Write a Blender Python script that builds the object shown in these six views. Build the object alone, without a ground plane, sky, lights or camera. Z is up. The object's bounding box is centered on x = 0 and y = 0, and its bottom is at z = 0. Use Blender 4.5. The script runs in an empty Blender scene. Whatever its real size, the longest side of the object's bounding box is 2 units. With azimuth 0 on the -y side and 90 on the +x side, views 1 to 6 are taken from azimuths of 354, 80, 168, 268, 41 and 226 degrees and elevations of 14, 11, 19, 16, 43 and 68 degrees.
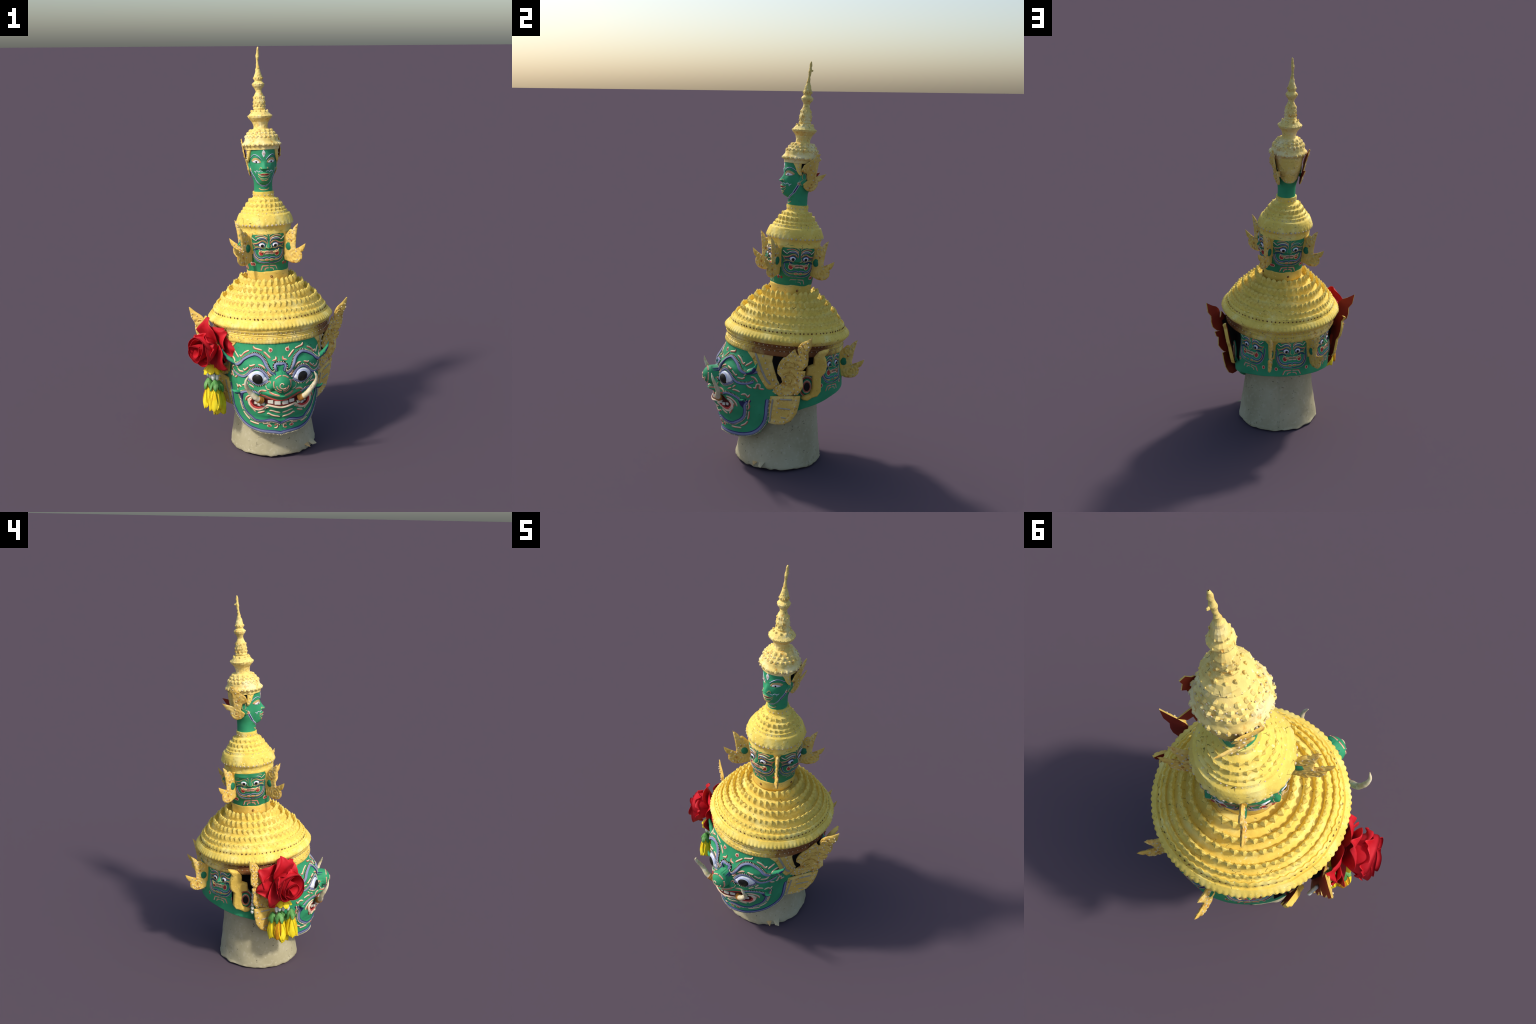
# Demon-king dance mask with stacked heads and crowns, on a fibre-board stand.
# Everything is modelled in an upright "local" frame (axis = z, azimuth 0 = front = -y,
# 90 = +x) and then leaned by to_world(), because the real piece stands slightly askew.
import bpy, math, random
import numpy as np
from mathutils import Matrix, Vector
from mathutils.geometry import delaunay_2d_cdt

random.seed(7)
RNG = np.random.default_rng(7)

# ------------------------------------------------------------------ leaning axis
ZA = [0, .677, .898, 1.151, 1.291, 1.531, 1.667, 1.822, 1.90, 1.957, 2.0]
XA = [.022, .0125, .004, -.008, -.0125, -.018, -.025, -.031, -.033, -.034, -.030]
YA = [-.010, .031, .048, .068, .079, .096, .109, .122, .127, .136, .139]
AXW = np.array([-.030, .070, 1.0]); AXW /= np.linalg.norm(AXW)
AXX = np.array([1, 0, 0]) - AXW[0] * AXW; AXX /= np.linalg.norm(AXX)
AXY = np.cross(AXW, AXX)


def to_world(v):
    v = np.asarray(v, float); z = v[:, 2]
    a = np.stack([np.interp(z, ZA, XA), np.interp(z, ZA, YA), z], 1)
    return a + v[:, :1] * AXX + v[:, 1:2] * AXY


def frame(z):
    """rigid frame of the leaning axis at height z"""
    o = (np.interp(z, ZA, XA), np.interp(z, ZA, YA), z)
    m = Matrix.Identity(4)
    for i, c in enumerate((AXX, AXY, AXW)):
        for k in range(3):
            m[k][i] = c[k]
    for k in range(3):
        m[k][3] = o[k]
    return m


def wob(p, k, seed=0):
    """cheap smooth noise in about -1..1 (sum of skewed sines)"""
    p = np.asarray(p, float) * k; r = np.random.default_rng(seed); o = 0
    for _ in range(5):
        d = r.normal(size=3); o = o + np.sin(p @ d + r.uniform(0, 6.28) + 1.3 * np.sin(p @ r.normal(size=3)))
    return o / 3.2


# ------------------------------------------------------------------ materials
def lin(c):
    return tuple((x / 255 / 12.92) if x / 255 <= .04045 else ((x / 255 + .055) / 1.055) ** 2.4 for x in c)


def nodes_of(name, rough=.6, spec=.3):
    m = bpy.data.materials.new(name); m.use_nodes = True
    nt = m.node_tree; b = nt.nodes['Principled BSDF']
    b.inputs['Roughness'].default_value = rough
    b.inputs['Specular IOR Level'].default_value = spec
    return m, nt, b


def N(nt, kind, **kw):
    n = nt.nodes.new(kind)
    for k, v in kw.items():
        if k in n.inputs: n.inputs[k].default_value = v
        else: setattr(n, k, v)
    return n


def ramp(nt, fac, stops):
    r = nt.nodes.new('ShaderNodeValToRGB'); e = r.color_ramp.elements
    while len(e) < len(stops): e.new(.5)
    for x, (p, c) in zip(e, stops):
        x.position = p; x.color = (*c, 1) if len(c) == 3 else c
    nt.links.new(fac, r.inputs[0]); return r.outputs[0]


def mix(nt, fac, a, b):
    m = nt.nodes.new('ShaderNodeMix'); m.data_type = 'RGBA'
    for i, v in ((6, a), (7, b)):
        if isinstance(v, tuple): m.inputs[i].default_value = (*v, 1)
        else: nt.links.new(v, m.inputs[i])
    if isinstance(fac, float): m.inputs[0].default_value = fac
    else: nt.links.new(fac, m.inputs[0])
    return m.outputs[2]


W3 = lambda v: (v, v, v)


def noise(nt, co, scale, detail=3, rough=.55, dist=0.0):
    n = N(nt, 'ShaderNodeTexNoise', Scale=scale, Detail=detail, Roughness=rough, Distortion=dist)
    nt.links.new(co, n.inputs['Vector']); return n.outputs['Fac']


def cracks(nt, co, amount=.62, scale=26):
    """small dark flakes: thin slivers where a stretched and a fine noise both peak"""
    mp = N(nt, 'ShaderNodeMapping'); mp.inputs['Scale'].default_value = (1, 1, 1.8)
    nt.links.new(co, mp.inputs[0])
    v = N(nt, 'ShaderNodeTexVoronoi', feature='DISTANCE_TO_EDGE', Scale=scale)
    nt.links.new(mp.outputs[0], v.inputs['Vector'])
    edge = ramp(nt, v.outputs['Distance'], [(0, W3(1)), (.028, W3(0))])
    spots = ramp(nt, noise(nt, co, 46, 2), [(amount, W3(0)), (amount + .015, W3(1))])
    m = N(nt, 'ShaderNodeMath', operation='MULTIPLY')
    nt.links.new(edge, m.inputs[0]); nt.links.new(spots, m.inputs[1])
    return m.outputs[0]


def obj_co(nt):
    return N(nt, 'ShaderNodeTexCoord').outputs['Object']


def bump(nt, b, h, strength=.4, dist=.004):
    n = N(nt, 'ShaderNodeBump', Strength=strength, Distance=dist)
    nt.links.new(h, n.inputs['Height']); nt.links.new(n.outputs[0], b.inputs['Normal'])


def painted(name, col, dark=None, light=None, rough=.62, flakes=.66, spec=.2, scale=9):
    m, nt, b = nodes_of(name, rough, spec); co = obj_co(nt)
    dark = dark or tuple(x * .78 for x in col); light = light or tuple(min(1, x * 1.15) for x in col)
    c = ramp(nt, noise(nt, co, scale, 4), [(.3, dark), (.5, col), (.7, light)])
    if flakes: c = mix(nt, cracks(nt, co, flakes), c, (.012, .012, .010))
    nt.links.new(c, b.inputs['Base Color'])
    bump(nt, b, noise(nt, co, 90, 3), .15, .002)
    return m


def gilded(name, col, pale, stain, flakes=.60, worn=False, stain_at=.62):
    """gold paint: mottled yellow, small pale spots, amber dirt in patches, black flakes"""
    m, nt, b = nodes_of(name, .68, .18); co = obj_co(nt)
    c = ramp(nt, noise(nt, co, 14, 4), [(.28, tuple(x * .86 for x in col)), (.5, col), (.72, pale)])
    st = ramp(nt, noise(nt, co, 37, 4, .62), [(stain_at, W3(0)), (stain_at + .13, W3(1))])
    c = mix(nt, st, c, stain)
    gl = ramp(nt, noise(nt, co, 88, 2), [(.64, W3(0)), (.72, W3(.75))])
    c = mix(nt, gl, c, tuple(min(1, x * 1.0 + .12) for x in pale))
    if worn:   # bare red-brown ground where the gilding of the under-brim is rubbed off at both sides
        sx = N(nt, 'ShaderNodeSeparateXYZ'); nt.links.new(co, sx.inputs[0])
        ab = N(nt, 'ShaderNodeMath', operation='ABSOLUTE'); nt.links.new(sx.outputs[0], ab.inputs[0])
        ad = N(nt, 'ShaderNodeMath', operation='MULTIPLY_ADD')
        nt.links.new(noise(nt, co, 11, 3), ad.inputs[0]); ad.inputs[1].default_value = .16
        nt.links.new(ab.outputs[0], ad.inputs[2])
        wm = ramp(nt, ad.outputs[0], [(.285, W3(0)), (.335, W3(.9))])
        c = mix(nt, wm, c, (.20, .045, .018))
    if flakes: c = mix(nt, cracks(nt, co, flakes), c, (.010, .009, .007))
    nt.links.new(c, b.inputs['Base Color'])
    bump(nt, b, noise(nt, co, 75, 4), .35, .004)
    return m


def plain(name, col, rough=.6, spec=.22):
    m, nt, b = nodes_of(name, rough, spec); co = obj_co(nt)
    c = ramp(nt, noise(nt, co, 60, 3), [(.35, tuple(x * .85 for x in col)), (.65, tuple(min(1, x * 1.08) for x in col))])
    nt.links.new(c, b.inputs['Base Color']); return m


GOLD = gilded('gold_paint', (.88, .64, .150), (.92, .78, .36), (.62, .30, .045), flakes=.60)
GOLD_PALE = gilded('gold_paint_pale', (.88, .67, .205), (.93, .80, .42), (.72, .36, .05), flakes=.62, stain_at=.58)
GOLD_RING = gilded('gold_paint_crown', (.90, .66, .125), (.94, .79, .27), (.70, .42, .06), flakes=.585, stain_at=.62)
GOLD_PLATE = gilded('gold_paint_plates', (.78, .52, .115), (.84, .66, .25), (.50, .23, .035), flakes=.63, stain_at=.56)
GOLD_SMOOTH = gilded('gold_paint_smooth', (.82, .55, .10), (.86, .62, .16), (.68, .40, .05), flakes=.64, stain_at=.70)
GOLD_WORN = gilded('gold_paint_worn', (.80, .58, .12), (.88, .72, .28), (.50, .27, .04), worn=True, stain_at=.58)
GREEN = painted('green_paint', (.038, .315, .142), (.030, .275, .120), (.046, .35, .165), flakes=.655)
GREEN_MID = painted('green_paint_shade_darkened', (.030, .240, .104), (.024, .20, .085), (.038, .28, .125), flakes=.63)  # base green darkened to the shading seen on the small faces
GREEN_DARK = plain('green_paint_flat', (.022, .20, .095))
LAVENDER = painted('lavender_paint', (.215, .235, .385), flakes=None)
NAVY = plain('navy_paint', (.035, .042, .14))
PINK = plain('pale_pink_paint', (.80, .56, .39))
CORAL = plain('coral_paint', (.56, .16, .10))
RED = plain('red_paint', (.50, .045, .045))
DARK_RED = plain('dark_red_paint', (.10, .012, .010))
CREAM = plain('cream_bead', (.72, .66, .42))
BLACK = plain('black_paint', (.012, .012, .011), .35)
WHITE = plain('white_paint', (.80, .80, .84), .4)
SKYW = plain('bluish_white_paint', (.50, .55, .72), .4)
PEARL = plain('pearl_paint', (.66, .56, .38), .4)
SILVER = plain('silver_paint', (.42, .38, .29), .4)
TOOTH = plain('tooth_white', (.64, .62, .52))
IVORY = painted('tusk_ivory', (.72, .64, .42), (.62, .50, .26), (.82, .76, .58), flakes=.67, scale=40)
AMBER = plain('amber_paint', (.50, .22, .04))
OCHRE = plain('ochre_paint', (.62, .42, .18))
REDBACK = painted('red_lacquer', (.30, .030, .016), (.22, .02, .012), (.38, .05, .022), flakes=.68)
BROWN = plain('brown_dimple', (.17, .085, .025))
SHADOW = plain('painted_shadow_black', (.010, .009, .008), .9, .1)
PETAL_RED = painted('rose_petal', (.56, .012, .022), (.44, .008, .016), (.64, .020, .032), flakes=None, rough=.55, scale=16)
PETAL_YEL = painted('yellow_petal', (.84, .66, .018), (.78, .50, .008), (.88, .74, .04), flakes=None, scale=22)
PETAL_ORG = plain('orange_petal', (.72, .30, .01))
LEAF = painted('leaf_green', (.10, .30, .07), (.06, .20, .05), (.22, .42, .15), flakes=None, scale=40)
BUD_WHITE = plain('jasmine_white', (.66, .68, .60))


def stand_material():
    m, nt, b = nodes_of('grey_board', .9, .08); co = obj_co(nt)
    c = ramp(nt, noise(nt, co, 7, 5), [(.3, (.38, .335, .200)), (.5, (.45, .40, .248)), (.7, (.51, .46, .30))])
    sp = ramp(nt, noise(nt, co, 60, 2), [(.55, W3(0)), (.75, W3(.5))])
    c = mix(nt, sp, c, (.58, .53, .38))
    c = mix(nt, cracks(nt, co, .62, 20), c, (.02, .018, .014))
    pits = ramp(nt, noise(nt, co, 130, 1), [(.80, W3(0)), (.815, W3(1))])
    c = mix(nt, pits, c, (.015, .014, .012))
    nt.links.new(c, b.inputs['Base Color']); bump(nt, b, noise(nt, co, 45, 4), .25, .004)
    return m


BOARD = stand_material()

# ------------------------------------------------------------------ scene graph helpers
SCN = bpy.context.scene.collection
root = bpy.data.objects.new('demon_mask', None); SCN.objects.link(root)
root.empty_display_size = .2
root['label'] = 'green demon dance mask with stacked faces and tiered gold crowns'
root['category'] = 'theatre mask'


def add_obj(name, me, parent=None, mat=None, stuff=False):
    o = bpy.data.objects.new(name, me); SCN.objects.link(o)
    o.parent = parent or root
    if mat is not None: o.matrix_basis = mat
    if stuff: o['kind'] = 'stuff'
    return o


def mesh_of(name, v, f, mats, fm=None, smooth=True, angle=None):
    me = bpy.data.meshes.new(name)
    me.from_pydata([tuple(map(float, x)) for x in v], [], [tuple(int(i) for i in x) for x in f])
    for m in mats: me.materials.append(m)
    if fm is not None: me.polygons.foreach_set('material_index', np.asarray(fm, np.int32))
    me.polygons.foreach_set('use_smooth', np.full(len(me.polygons), bool(smooth)))
    me.update()
    if angle and smooth:
        try: me.set_sharp_from_angle(angle=math.radians(angle))
        except Exception: pass
    return me


class Build:
    """collects pieces (local coordinates) into one mesh"""
    def __init__(s, mats): s.mats = mats; s.v = []; s.f = []; s.m = []; s.n = 0

    def add(s, v, f, m=0):
        v = np.asarray(v, float); s.v.append(v)
        for i, q in enumerate(f):
            s.f.append([k + s.n for k in q]); s.m.append(m if np.isscalar(m) else m[i])
        s.n += len(v)

    def make(s, name, parent=None, stuff=False, warp=True, smooth=True, angle=None):
        v = np.concatenate(s.v)
        return add_obj(name, mesh_of(name, to_world(v) if warp else v, s.f, s.mats, s.m, smooth, angle), parent, stuff=stuff)

    def mesh(s, name, smooth=True, angle=None):
        return mesh_of(name, np.concatenate(s.v), s.f, s.mats, s.m, smooth, angle)


def grid_faces(nu, nv, wrap=False, flip=False):
    f = []
    for i in range(nu if wrap else nu - 1):
        j = (i + 1) % nu
        for k in range(nv - 1):
            q = (i * nv + k, j * nv + k, j * nv + k + 1, i * nv + k + 1)
            f.append(q[::-1] if flip else q)
    return f


def cyl(a, r, z):
    a = np.radians(a); return np.stack([r * np.sin(a), -r * np.cos(a), z + 0 * a], -1)


def revolve(profile, n=180, rad=None, lump=0, lk=60, seed=1, mfun=None):
    """surface of revolution, profile (r, z) from top to bottom; rad(az,r,z) may vary it"""
    p = np.array(profile, float); az = np.arange(n) * 360 / n
    A, R = np.meshgrid(az, p[:, 0], indexing='ij'); Z = np.broadcast_to(p[:, 1], A.shape).copy()
    if rad: R = rad(A, R, Z)
    v = cyl(A.ravel(), R.ravel(), Z.ravel())
    if lump:
        d = wob(v, lk, seed) * lump; r = np.hypot(v[:, 0], v[:, 1]) + 1e-6
        v[:, :2] *= (1 + d / np.maximum(r, .006))[:, None]; v[:, 2] += .35 * wob(v, lk, seed + 5) * lump
    return v, grid_faces(n, len(p), True, flip=True)


def resample(pts, step, closed=False):
    """Catmull-Rom through control points, resampled about every `step`"""
    p = np.array(pts, float)
    if len(p) == 2 and not closed:
        n = max(2, int(np.linalg.norm(p[1] - p[0]) / step) + 1)
        return p[0] + np.linspace(0, 1, n)[:, None] * (p[1] - p[0])
    if closed: q = np.vstack([p[-1], p, p[0], p[1]])
    else: q = np.vstack([2 * p[0] - p[1], p, 2 * p[-1] - p[-2]])
    out = []
    for i in range(1, len(q) - 2):
        n = max(2, int(np.linalg.norm(q[i + 1] - q[i]) / step) + 1); t = np.linspace(0, 1, n, endpoint=False)[:, None]
        a, b, c, d = q[i - 1], q[i], q[i + 1], q[i + 2]
        out.append(.5 * (2 * b + (c - a) * t + (2 * a - 5 * b + 4 * c - d) * t * t + (-a + 3 * b - 3 * c + d) * t ** 3))
    out = np.vstack(out)
    return out if closed else np.vstack([out, p[-1:]])


def tube(pts, radii, n=10, cap=True):
    p = np.array(pts, float); m = len(p); r = np.broadcast_to(radii, (m,)) if np.ndim(radii) else np.full(m, radii)
    t = np.gradient(p, axis=0); t /= np.linalg.norm(t, axis=1)[:, None] + 1e-12
    up = np.array([0, 0, 1.0]) if abs(t[0] @ [0, 0, 1]) < .9 else np.array([1.0, 0, 0])
    u = np.cross(t[0], up); v = []
    for i in range(m):
        u = u - (u @ t[i]) * t[i]; u /= np.linalg.norm(u); w = np.cross(t[i], u)
        for k in range(n):
            a = 2 * math.pi * k / n; v.append(p[i] + r[i] * (math.cos(a) * u + math.sin(a) * w))
    f = [(i * n + k, i * n + (k + 1) % n, (i + 1) * n + (k + 1) % n, (i + 1) * n + k) for i in range(m - 1) for k in range(n)]
    if cap:
        f.append(tuple(range(n))[::-1]); f.append(tuple((m - 1) * n + k for k in range(n)))
    return np.array(v), f


def ball(c, r, nu=8, nv=5, axes=None):
    """low sphere / ellipsoid; axes = 3 vectors (rows)"""
    v = [(0, 0, 1)]; f = []
    for j in range(1, nv):
        th = math.pi * j / nv
        for i in range(nu):
            a = 2 * math.pi * i / nu; v.append((math.sin(th) * math.cos(a), math.sin(th) * math.sin(a), math.cos(th)))
    v.append((0, 0, -1)); e = len(v) - 1
    for i in range(nu):
        k = (i + 1) % nu; f.append((0, 1 + i, 1 + k)); f.append((e, 1 + (nv - 2) * nu + k, 1 + (nv - 2) * nu + i))
        for j in range(nv - 2): f.append((1 + j * nu + i, 1 + (j + 1) * nu + i, 1 + (j + 1) * nu + k, 1 + j * nu + k))
    v = np.array(v, float)
    v = v * r if axes is None else v @ np.asarray(axes)
    return v + np.asarray(c), f


# ------------------------------------------------------------------ surfaces given as radius(az, z)
class Surf:
    def __init__(s, rf): s.rf = rf

    def at(s, a, z, off=0.0):
        a = np.asarray(a, float); z = np.asarray(z, float); p = cyl(a, s.rf(a, z), z)
        return p if np.isscalar(off) and off == 0 else p + s.normal(a, z) * np.asarray(off)[..., None]

    def normal(s, a, z):
        h = .6; k = .004
        da = s.at(a + h, z) - s.at(a - h, z); dz = s.at(a, z + k) - s.at(a, z - k)
        n = np.cross(da, dz); return n / (np.linalg.norm(n, axis=-1, keepdims=True) + 1e-12)

    def strip(s, B, pts, w, mats, off=.0006, h=.0015, taper=(.3, .3), step=.003, base_r=.3, closed=False):
        """raised painted stroke along (az, z) control points. mats: one material index per
        lateral lane, from the left of the travel direction to the right."""
        q = np.array(pts, float); q[:, 0] *= math.pi / 180 * base_r
        q = resample(q, step, closed); q[:, 0] *= 180 / math.pi / base_r
        m = len(q); P = s.at(q[:, 0], q[:, 1]); nn = s.normal(q[:, 0], q[:, 1])
        t = (np.roll(P, -1, 0) - np.roll(P, 1, 0)) if closed else np.gradient(P, axis=0)
        sd = np.cross(nn, t); sd /= np.linalg.norm(sd, axis=1)[:, None] + 1e-12
        x = np.linspace(0, 1, m); wd = np.full(m, w)
        if not closed:
            L = max(1, m - 1)
            wd = w * np.minimum(1, np.minimum(taper[0] + x * L * step / (w * 2.0), taper[1] + (1 - x) * L * step / (w * 2.0)))
        lanes = len(mats); sub = 2 if lanes <= 2 else 1; lat = np.linspace(1, -1, lanes * sub + 1); v = []
        for l in lat:
            Q = P + sd * (wd * l)[:, None]
            a = np.degrees(np.arctan2(Q[:, 0], -Q[:, 1])); R = s.at(a, Q[:, 2])
            v.append(R + nn * (off + h * (1 - l * l))[None].T if np.ndim(off) else R + nn * (off + h * (1 - abs(l) ** 2.5)))
        # skirts down into the surface so that the stroke has thickness
        v.insert(0, v[0] - nn * (.003 + h)); v.append(v[-1] - nn * (.003 + h))
        lat_n = len(v); V = np.stack(v, 1).reshape(-1, 3)
        f = grid_faces(m, lat_n, closed, flip=True); lane = [mats[0]] + [mats[i // sub] for i in range(lanes * sub)] + [mats[-1]]
        B.add(V, f, [lane[i % (lat_n - 1)] for i in range(len(f))])
        return q

    def beads(s, B, pts, side, gap, r, m, off=.001, base_r=.3, long=1.5, closed=False):
        q = np.array(pts, float); q[:, 0] *= math.pi / 180 * base_r
        q = resample(q, gap / 6, closed); d = np.r_[0, np.cumsum(np.linalg.norm(np.diff(q, axis=0), axis=1))]
        n = max(2, int(d[-1] / gap)); dd = np.linspace(0, d[-1], n)
        q = np.stack([np.interp(dd, d, q[:, 0]), np.interp(dd, d, q[:, 1])], 1); q[:, 0] *= 180 / math.pi / base_r
        P = s.at(q[:, 0], q[:, 1]); nn = s.normal(q[:, 0], q[:, 1]); t = np.gradient(P, axis=0)
        t /= np.linalg.norm(t, axis=1)[:, None] + 1e-12; sd = np.cross(nn, t)
        for i in range(n):
            c = P[i] + sd[i] * side; a = math.degrees(math.atan2(c[0], -c[1])); c = s.at(np.array(a), np.array(c[2])) + nn[i] * off
            k = r * random.uniform(.85, 1.12)
            v, f = ball(c, 1, 6, 4, [t[i] * k * .8, sd[i] * k * long, nn[i] * k]); B.add(v, f, m)

    def patch(s, B, pts, m, off=.001, dome=0.0, rings=5, step=.003, base_r=.3, center=None, smooth=True):
        """filled spot on the surface (star-shaped outline in az, z), optionally domed"""
        q = np.array(pts, float); q[:, 0] *= math.pi / 180 * base_r
        q = resample(q, step, True) if smooth else q
        c = q.mean(0) if center is None else np.array([center[0] * math.pi / 180 * base_r, center[1]])
        n = len(q); v = []
        for k in range(rings + 1):
            t = k / rings; e = c + (q - c) * t; a = e[:, 0] * 180 / math.pi / base_r
            v.append(s.at(a, e[:, 1], np.full(n, off + dome * math.sqrt(max(0, 1 - t * t)))))
        a = q[:, 0] * 180 / math.pi / base_r; v.append(s.at(a, q[:, 1], np.full(n, -.004)))
        V = np.stack(v, 1).reshape(-1, 3); B.add(V, grid_faces(n, rings + 2, True), m)


def ellipse(c, rx, ry, n=14, base_r=.3, rot=0):
    k = 180 / math.pi / base_r; o = []
    for i in range(n):
        a = 2 * math.pi * i / n; x, y = rx * math.cos(a), ry * math.sin(a)
        o.append((c[0] + k * (x * math.cos(rot) - y * math.sin(rot)), c[1] + x * math.sin(rot) + y * math.cos(rot)))
    return o


def mir(p):
    return [(-a, z) for a, z in p]


# ------------------------------------------------------------------ plates cut from board, with relief
def inside(poly, x, y):
    c = np.zeros(len(x), bool); n = len(poly)
    for i in range(n):
        (x1, y1), (x2, y2) = poly[i], poly[(i + 1) % n]
        k = ((y1 > y) != (y2 > y)) & (x < (x2 - x1) * (y - y1) / (y2 - y1 + 1e-12) + x1); c ^= k
    return c


def edge_dist(poly, x, y):
    d = np.full(len(x), 9.0); p = np.array(poly)
    for a, b in zip(p, np.roll(p, -1, 0)):
        ab = b - a; t = np.clip(((x - a[0]) * ab[0] + (y - a[1]) * ab[1]) / (ab @ ab + 1e-12), 0, 1)
        d = np.minimum(d, np.hypot(x - a[0] - t * ab[0], y - a[1] - t * ab[1]))
    return d


def plate(outline, thick, grid=.006, round_=.006, lump=.0025, both=False, seed=3, swirl=None):
    """board cut to an outline (u, v); returns vertices (u, v, w) with w=0 at the back and the
    relief on the front, faces, and a face class 0 front / 1 back / 2 rim"""
    p = np.array(outline, float); edge = []
    for a, b in zip(p, np.roll(p, -1, 0)):
        n = max(1, int(np.linalg.norm(b - a) / grid)); edge += [a + (b - a) * i / n for i in range(n)]
    edge = np.array(edge); m = len(edge)
    lo, hi = edge.min(0), edge.max(0); gx, gy = np.meshgrid(np.arange(lo[0], hi[0], grid), np.arange(lo[1], hi[1], grid))
    gx = gx + (np.arange(gx.shape[0]) % 2)[:, None] * grid / 2; gx, gy = gx.ravel(), gy.ravel()
    k = inside(edge, gx, gy); gx, gy = gx[k], gy[k]; k = edge_dist(edge, gx, gy) > grid * .55; gx, gy = gx[k], gy[k]
    pts = [Vector((float(a), float(b))) for a, b in np.vstack([edge, np.stack([gx, gy], 1)])]
    vo, eo, fo, ov, oe, of = delaunay_2d_cdt(pts, [(i, (i + 1) % m) for i in range(m)], [list(range(m))], 1, 1e-6)
    v = np.array([(a.x, a.y) for a in vo]); d = edge_dist(edge, v[:, 0], v[:, 1]); n = len(v)
    prof = np.sqrt(np.clip(1 - (1 - np.clip(d / round_, 0, 1)) ** 2, 0, 1))
    h = thick * (.55 + .45 * prof) + lump * prof * wob(np.c_[v, v[:, 0] * 0], 130, seed)
    if swirl: h = h + prof * swirl(v[:, 0], v[:, 1])
    low = -thick * .45 * prof - (lump * prof * wob(np.c_[v, v[:, 0] * 0], 130, seed + 9)) - (prof * swirl(v[:, 0], v[:, 1]) if swirl else 0) if both else np.zeros(n)
    if both: h = h - thick * .45; low = low + thick * .0
    V = np.vstack([np.c_[v, h], np.c_[v, low]]); F = []; C = []
    for t in fo:
        a, b, c = (v[i] for i in t[:3]); t = list(t)
        if (b[0] - a[0]) * (c[1] - a[1]) - (b[1] - a[1]) * (c[0] - a[0]) < 0: t = t[::-1]
        F.append(t); C.append(0); F.append([i + n for i in t[::-1]]); C.append(1)
    cnt = {}
    for t in fo:
        for i in range(len(t)):
            e = (t[i], t[(i + 1) % len(t)]); cnt[tuple(sorted(e))] = cnt.get(tuple(sorted(e)), 0) + 1
    for fi, t in enumerate(list(F)):
        if C[fi] != 0: continue
        for i in range(len(t)):
            a, b = t[i], t[(i + 1) % len(t)]
            if cnt.get(tuple(sorted((a, b))), 0) == 1: F.append([b, a, a + n, b + n]); C.append(2)
    return V, F, C

# ================================================================== display stand
def build_stand():
    prof = [(.02, .44), (.155, .44), (.160, .42), (.172, .33), (.182, .26), (.194, .17), (.205, .09), (.213, .04), (.2165, .018), (.218, .0), (.214, -.004), (.208, .004), (.19, .02)]
    p = []
    for (a, b) in zip(prof[:-1], prof[1:]):
        n = 8 if abs(b[1] - a[1]) > .05 else 2
        p += [(a[0] + (b[0] - a[0]) * i / n, a[1] + (b[1] - a[1]) * i / n) for i in range(n)]
    p.append(prof[-1])

    def rad(A, R, Z):
        q = cyl(A.ravel(), R.ravel(), Z.ravel()); low = np.clip((.035 - Z) / .035, 0, 1)
        rag = wob(np.c_[A.ravel() * .22, A.ravel() * 0, A.ravel() * 0], 1, 11).reshape(A.shape)
        Z += low * (.004 * rag + .011 - .002)
        # keep the torn lower rim level although the axis leans
        x, y = R * np.sin(np.radians(A)), -R * np.cos(np.radians(A)); Z += low * (-(x * AXX[2] + y * AXY[2]) * .75)
        seam = np.exp(-((A - 171) / 1.1) ** 2) * .0035 - np.exp(-((A - 167) / 1.6) ** 2) * .002
        return R + .0022 * wob(q, 26, 4).reshape(A.shape) + low * .003 * wob(q, 60, 8).reshape(A.shape) + seam * (Z > .02)
    v, f = revolve(p, 220, rad)
    B = Build([BOARD]); B.add(v, f); o = B.make('display_stand')
    w = to_world(v); return o, w[:, 2].min()


stand, zmin = build_stand()
# paper tabs lying at the foot of the stand
for pts, m in (([(52, .205, .026), (61, .214, .028), (58.5, .246, .010), (54, .232, .008)], BOARD), ([(42, .212, .020), (50, .214, .020), (47, .236, .006)], OCHRE)):
    B = Build([m]); q = np.array([cyl(np.array(a), np.array(r), np.array(z)) for a, r, z in pts]); n = len(q)
    B.add(np.vstack([q, q + [0, 0, .004]]), [tuple(range(n))[::-1], tuple(range(n, 2 * n))] + [(i, (i + 1) % n, n + (i + 1) % n, n + i) for i in range(n)])
    B.make('paper_tab', stand, smooth=False)

# ================================================================== the big head
AZK = [0, 15, 30, 45, 60, 75, 90, 110, 135, 160, 180]
ZK = [.10, .13, .20, .28, .36, .45, .55, .61]
HEAD_RADII = np.array([      # rows: heights ZK, columns: azimuths AZK
    [.290, .282, .252, .232, .222, .216, .214, .220, .240, .250, .255],
    [.298, .288, .258, .238, .228, .222, .220, .225, .245, .255, .260],
    [.310, .300, .272, .246, .236, .230, .228, .235, .250, .262, .265],
    [.332, .324, .297, .265, .245, .238, .240, .262, .272, .282, .285],
    [.345, .338, .315, .282, .252, .242, .246, .270, .282, .297, .300],
    [.341, .337, .322, .293, .261, .246, .251, .273, .283, .294, .296],
    [.313, .312, .305, .291, .268, .252, .248, .264, .272, .280, .283],
    [.300, .300, .298, .293, .283, .274, .270, .272, .276, .281, .284]])


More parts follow.
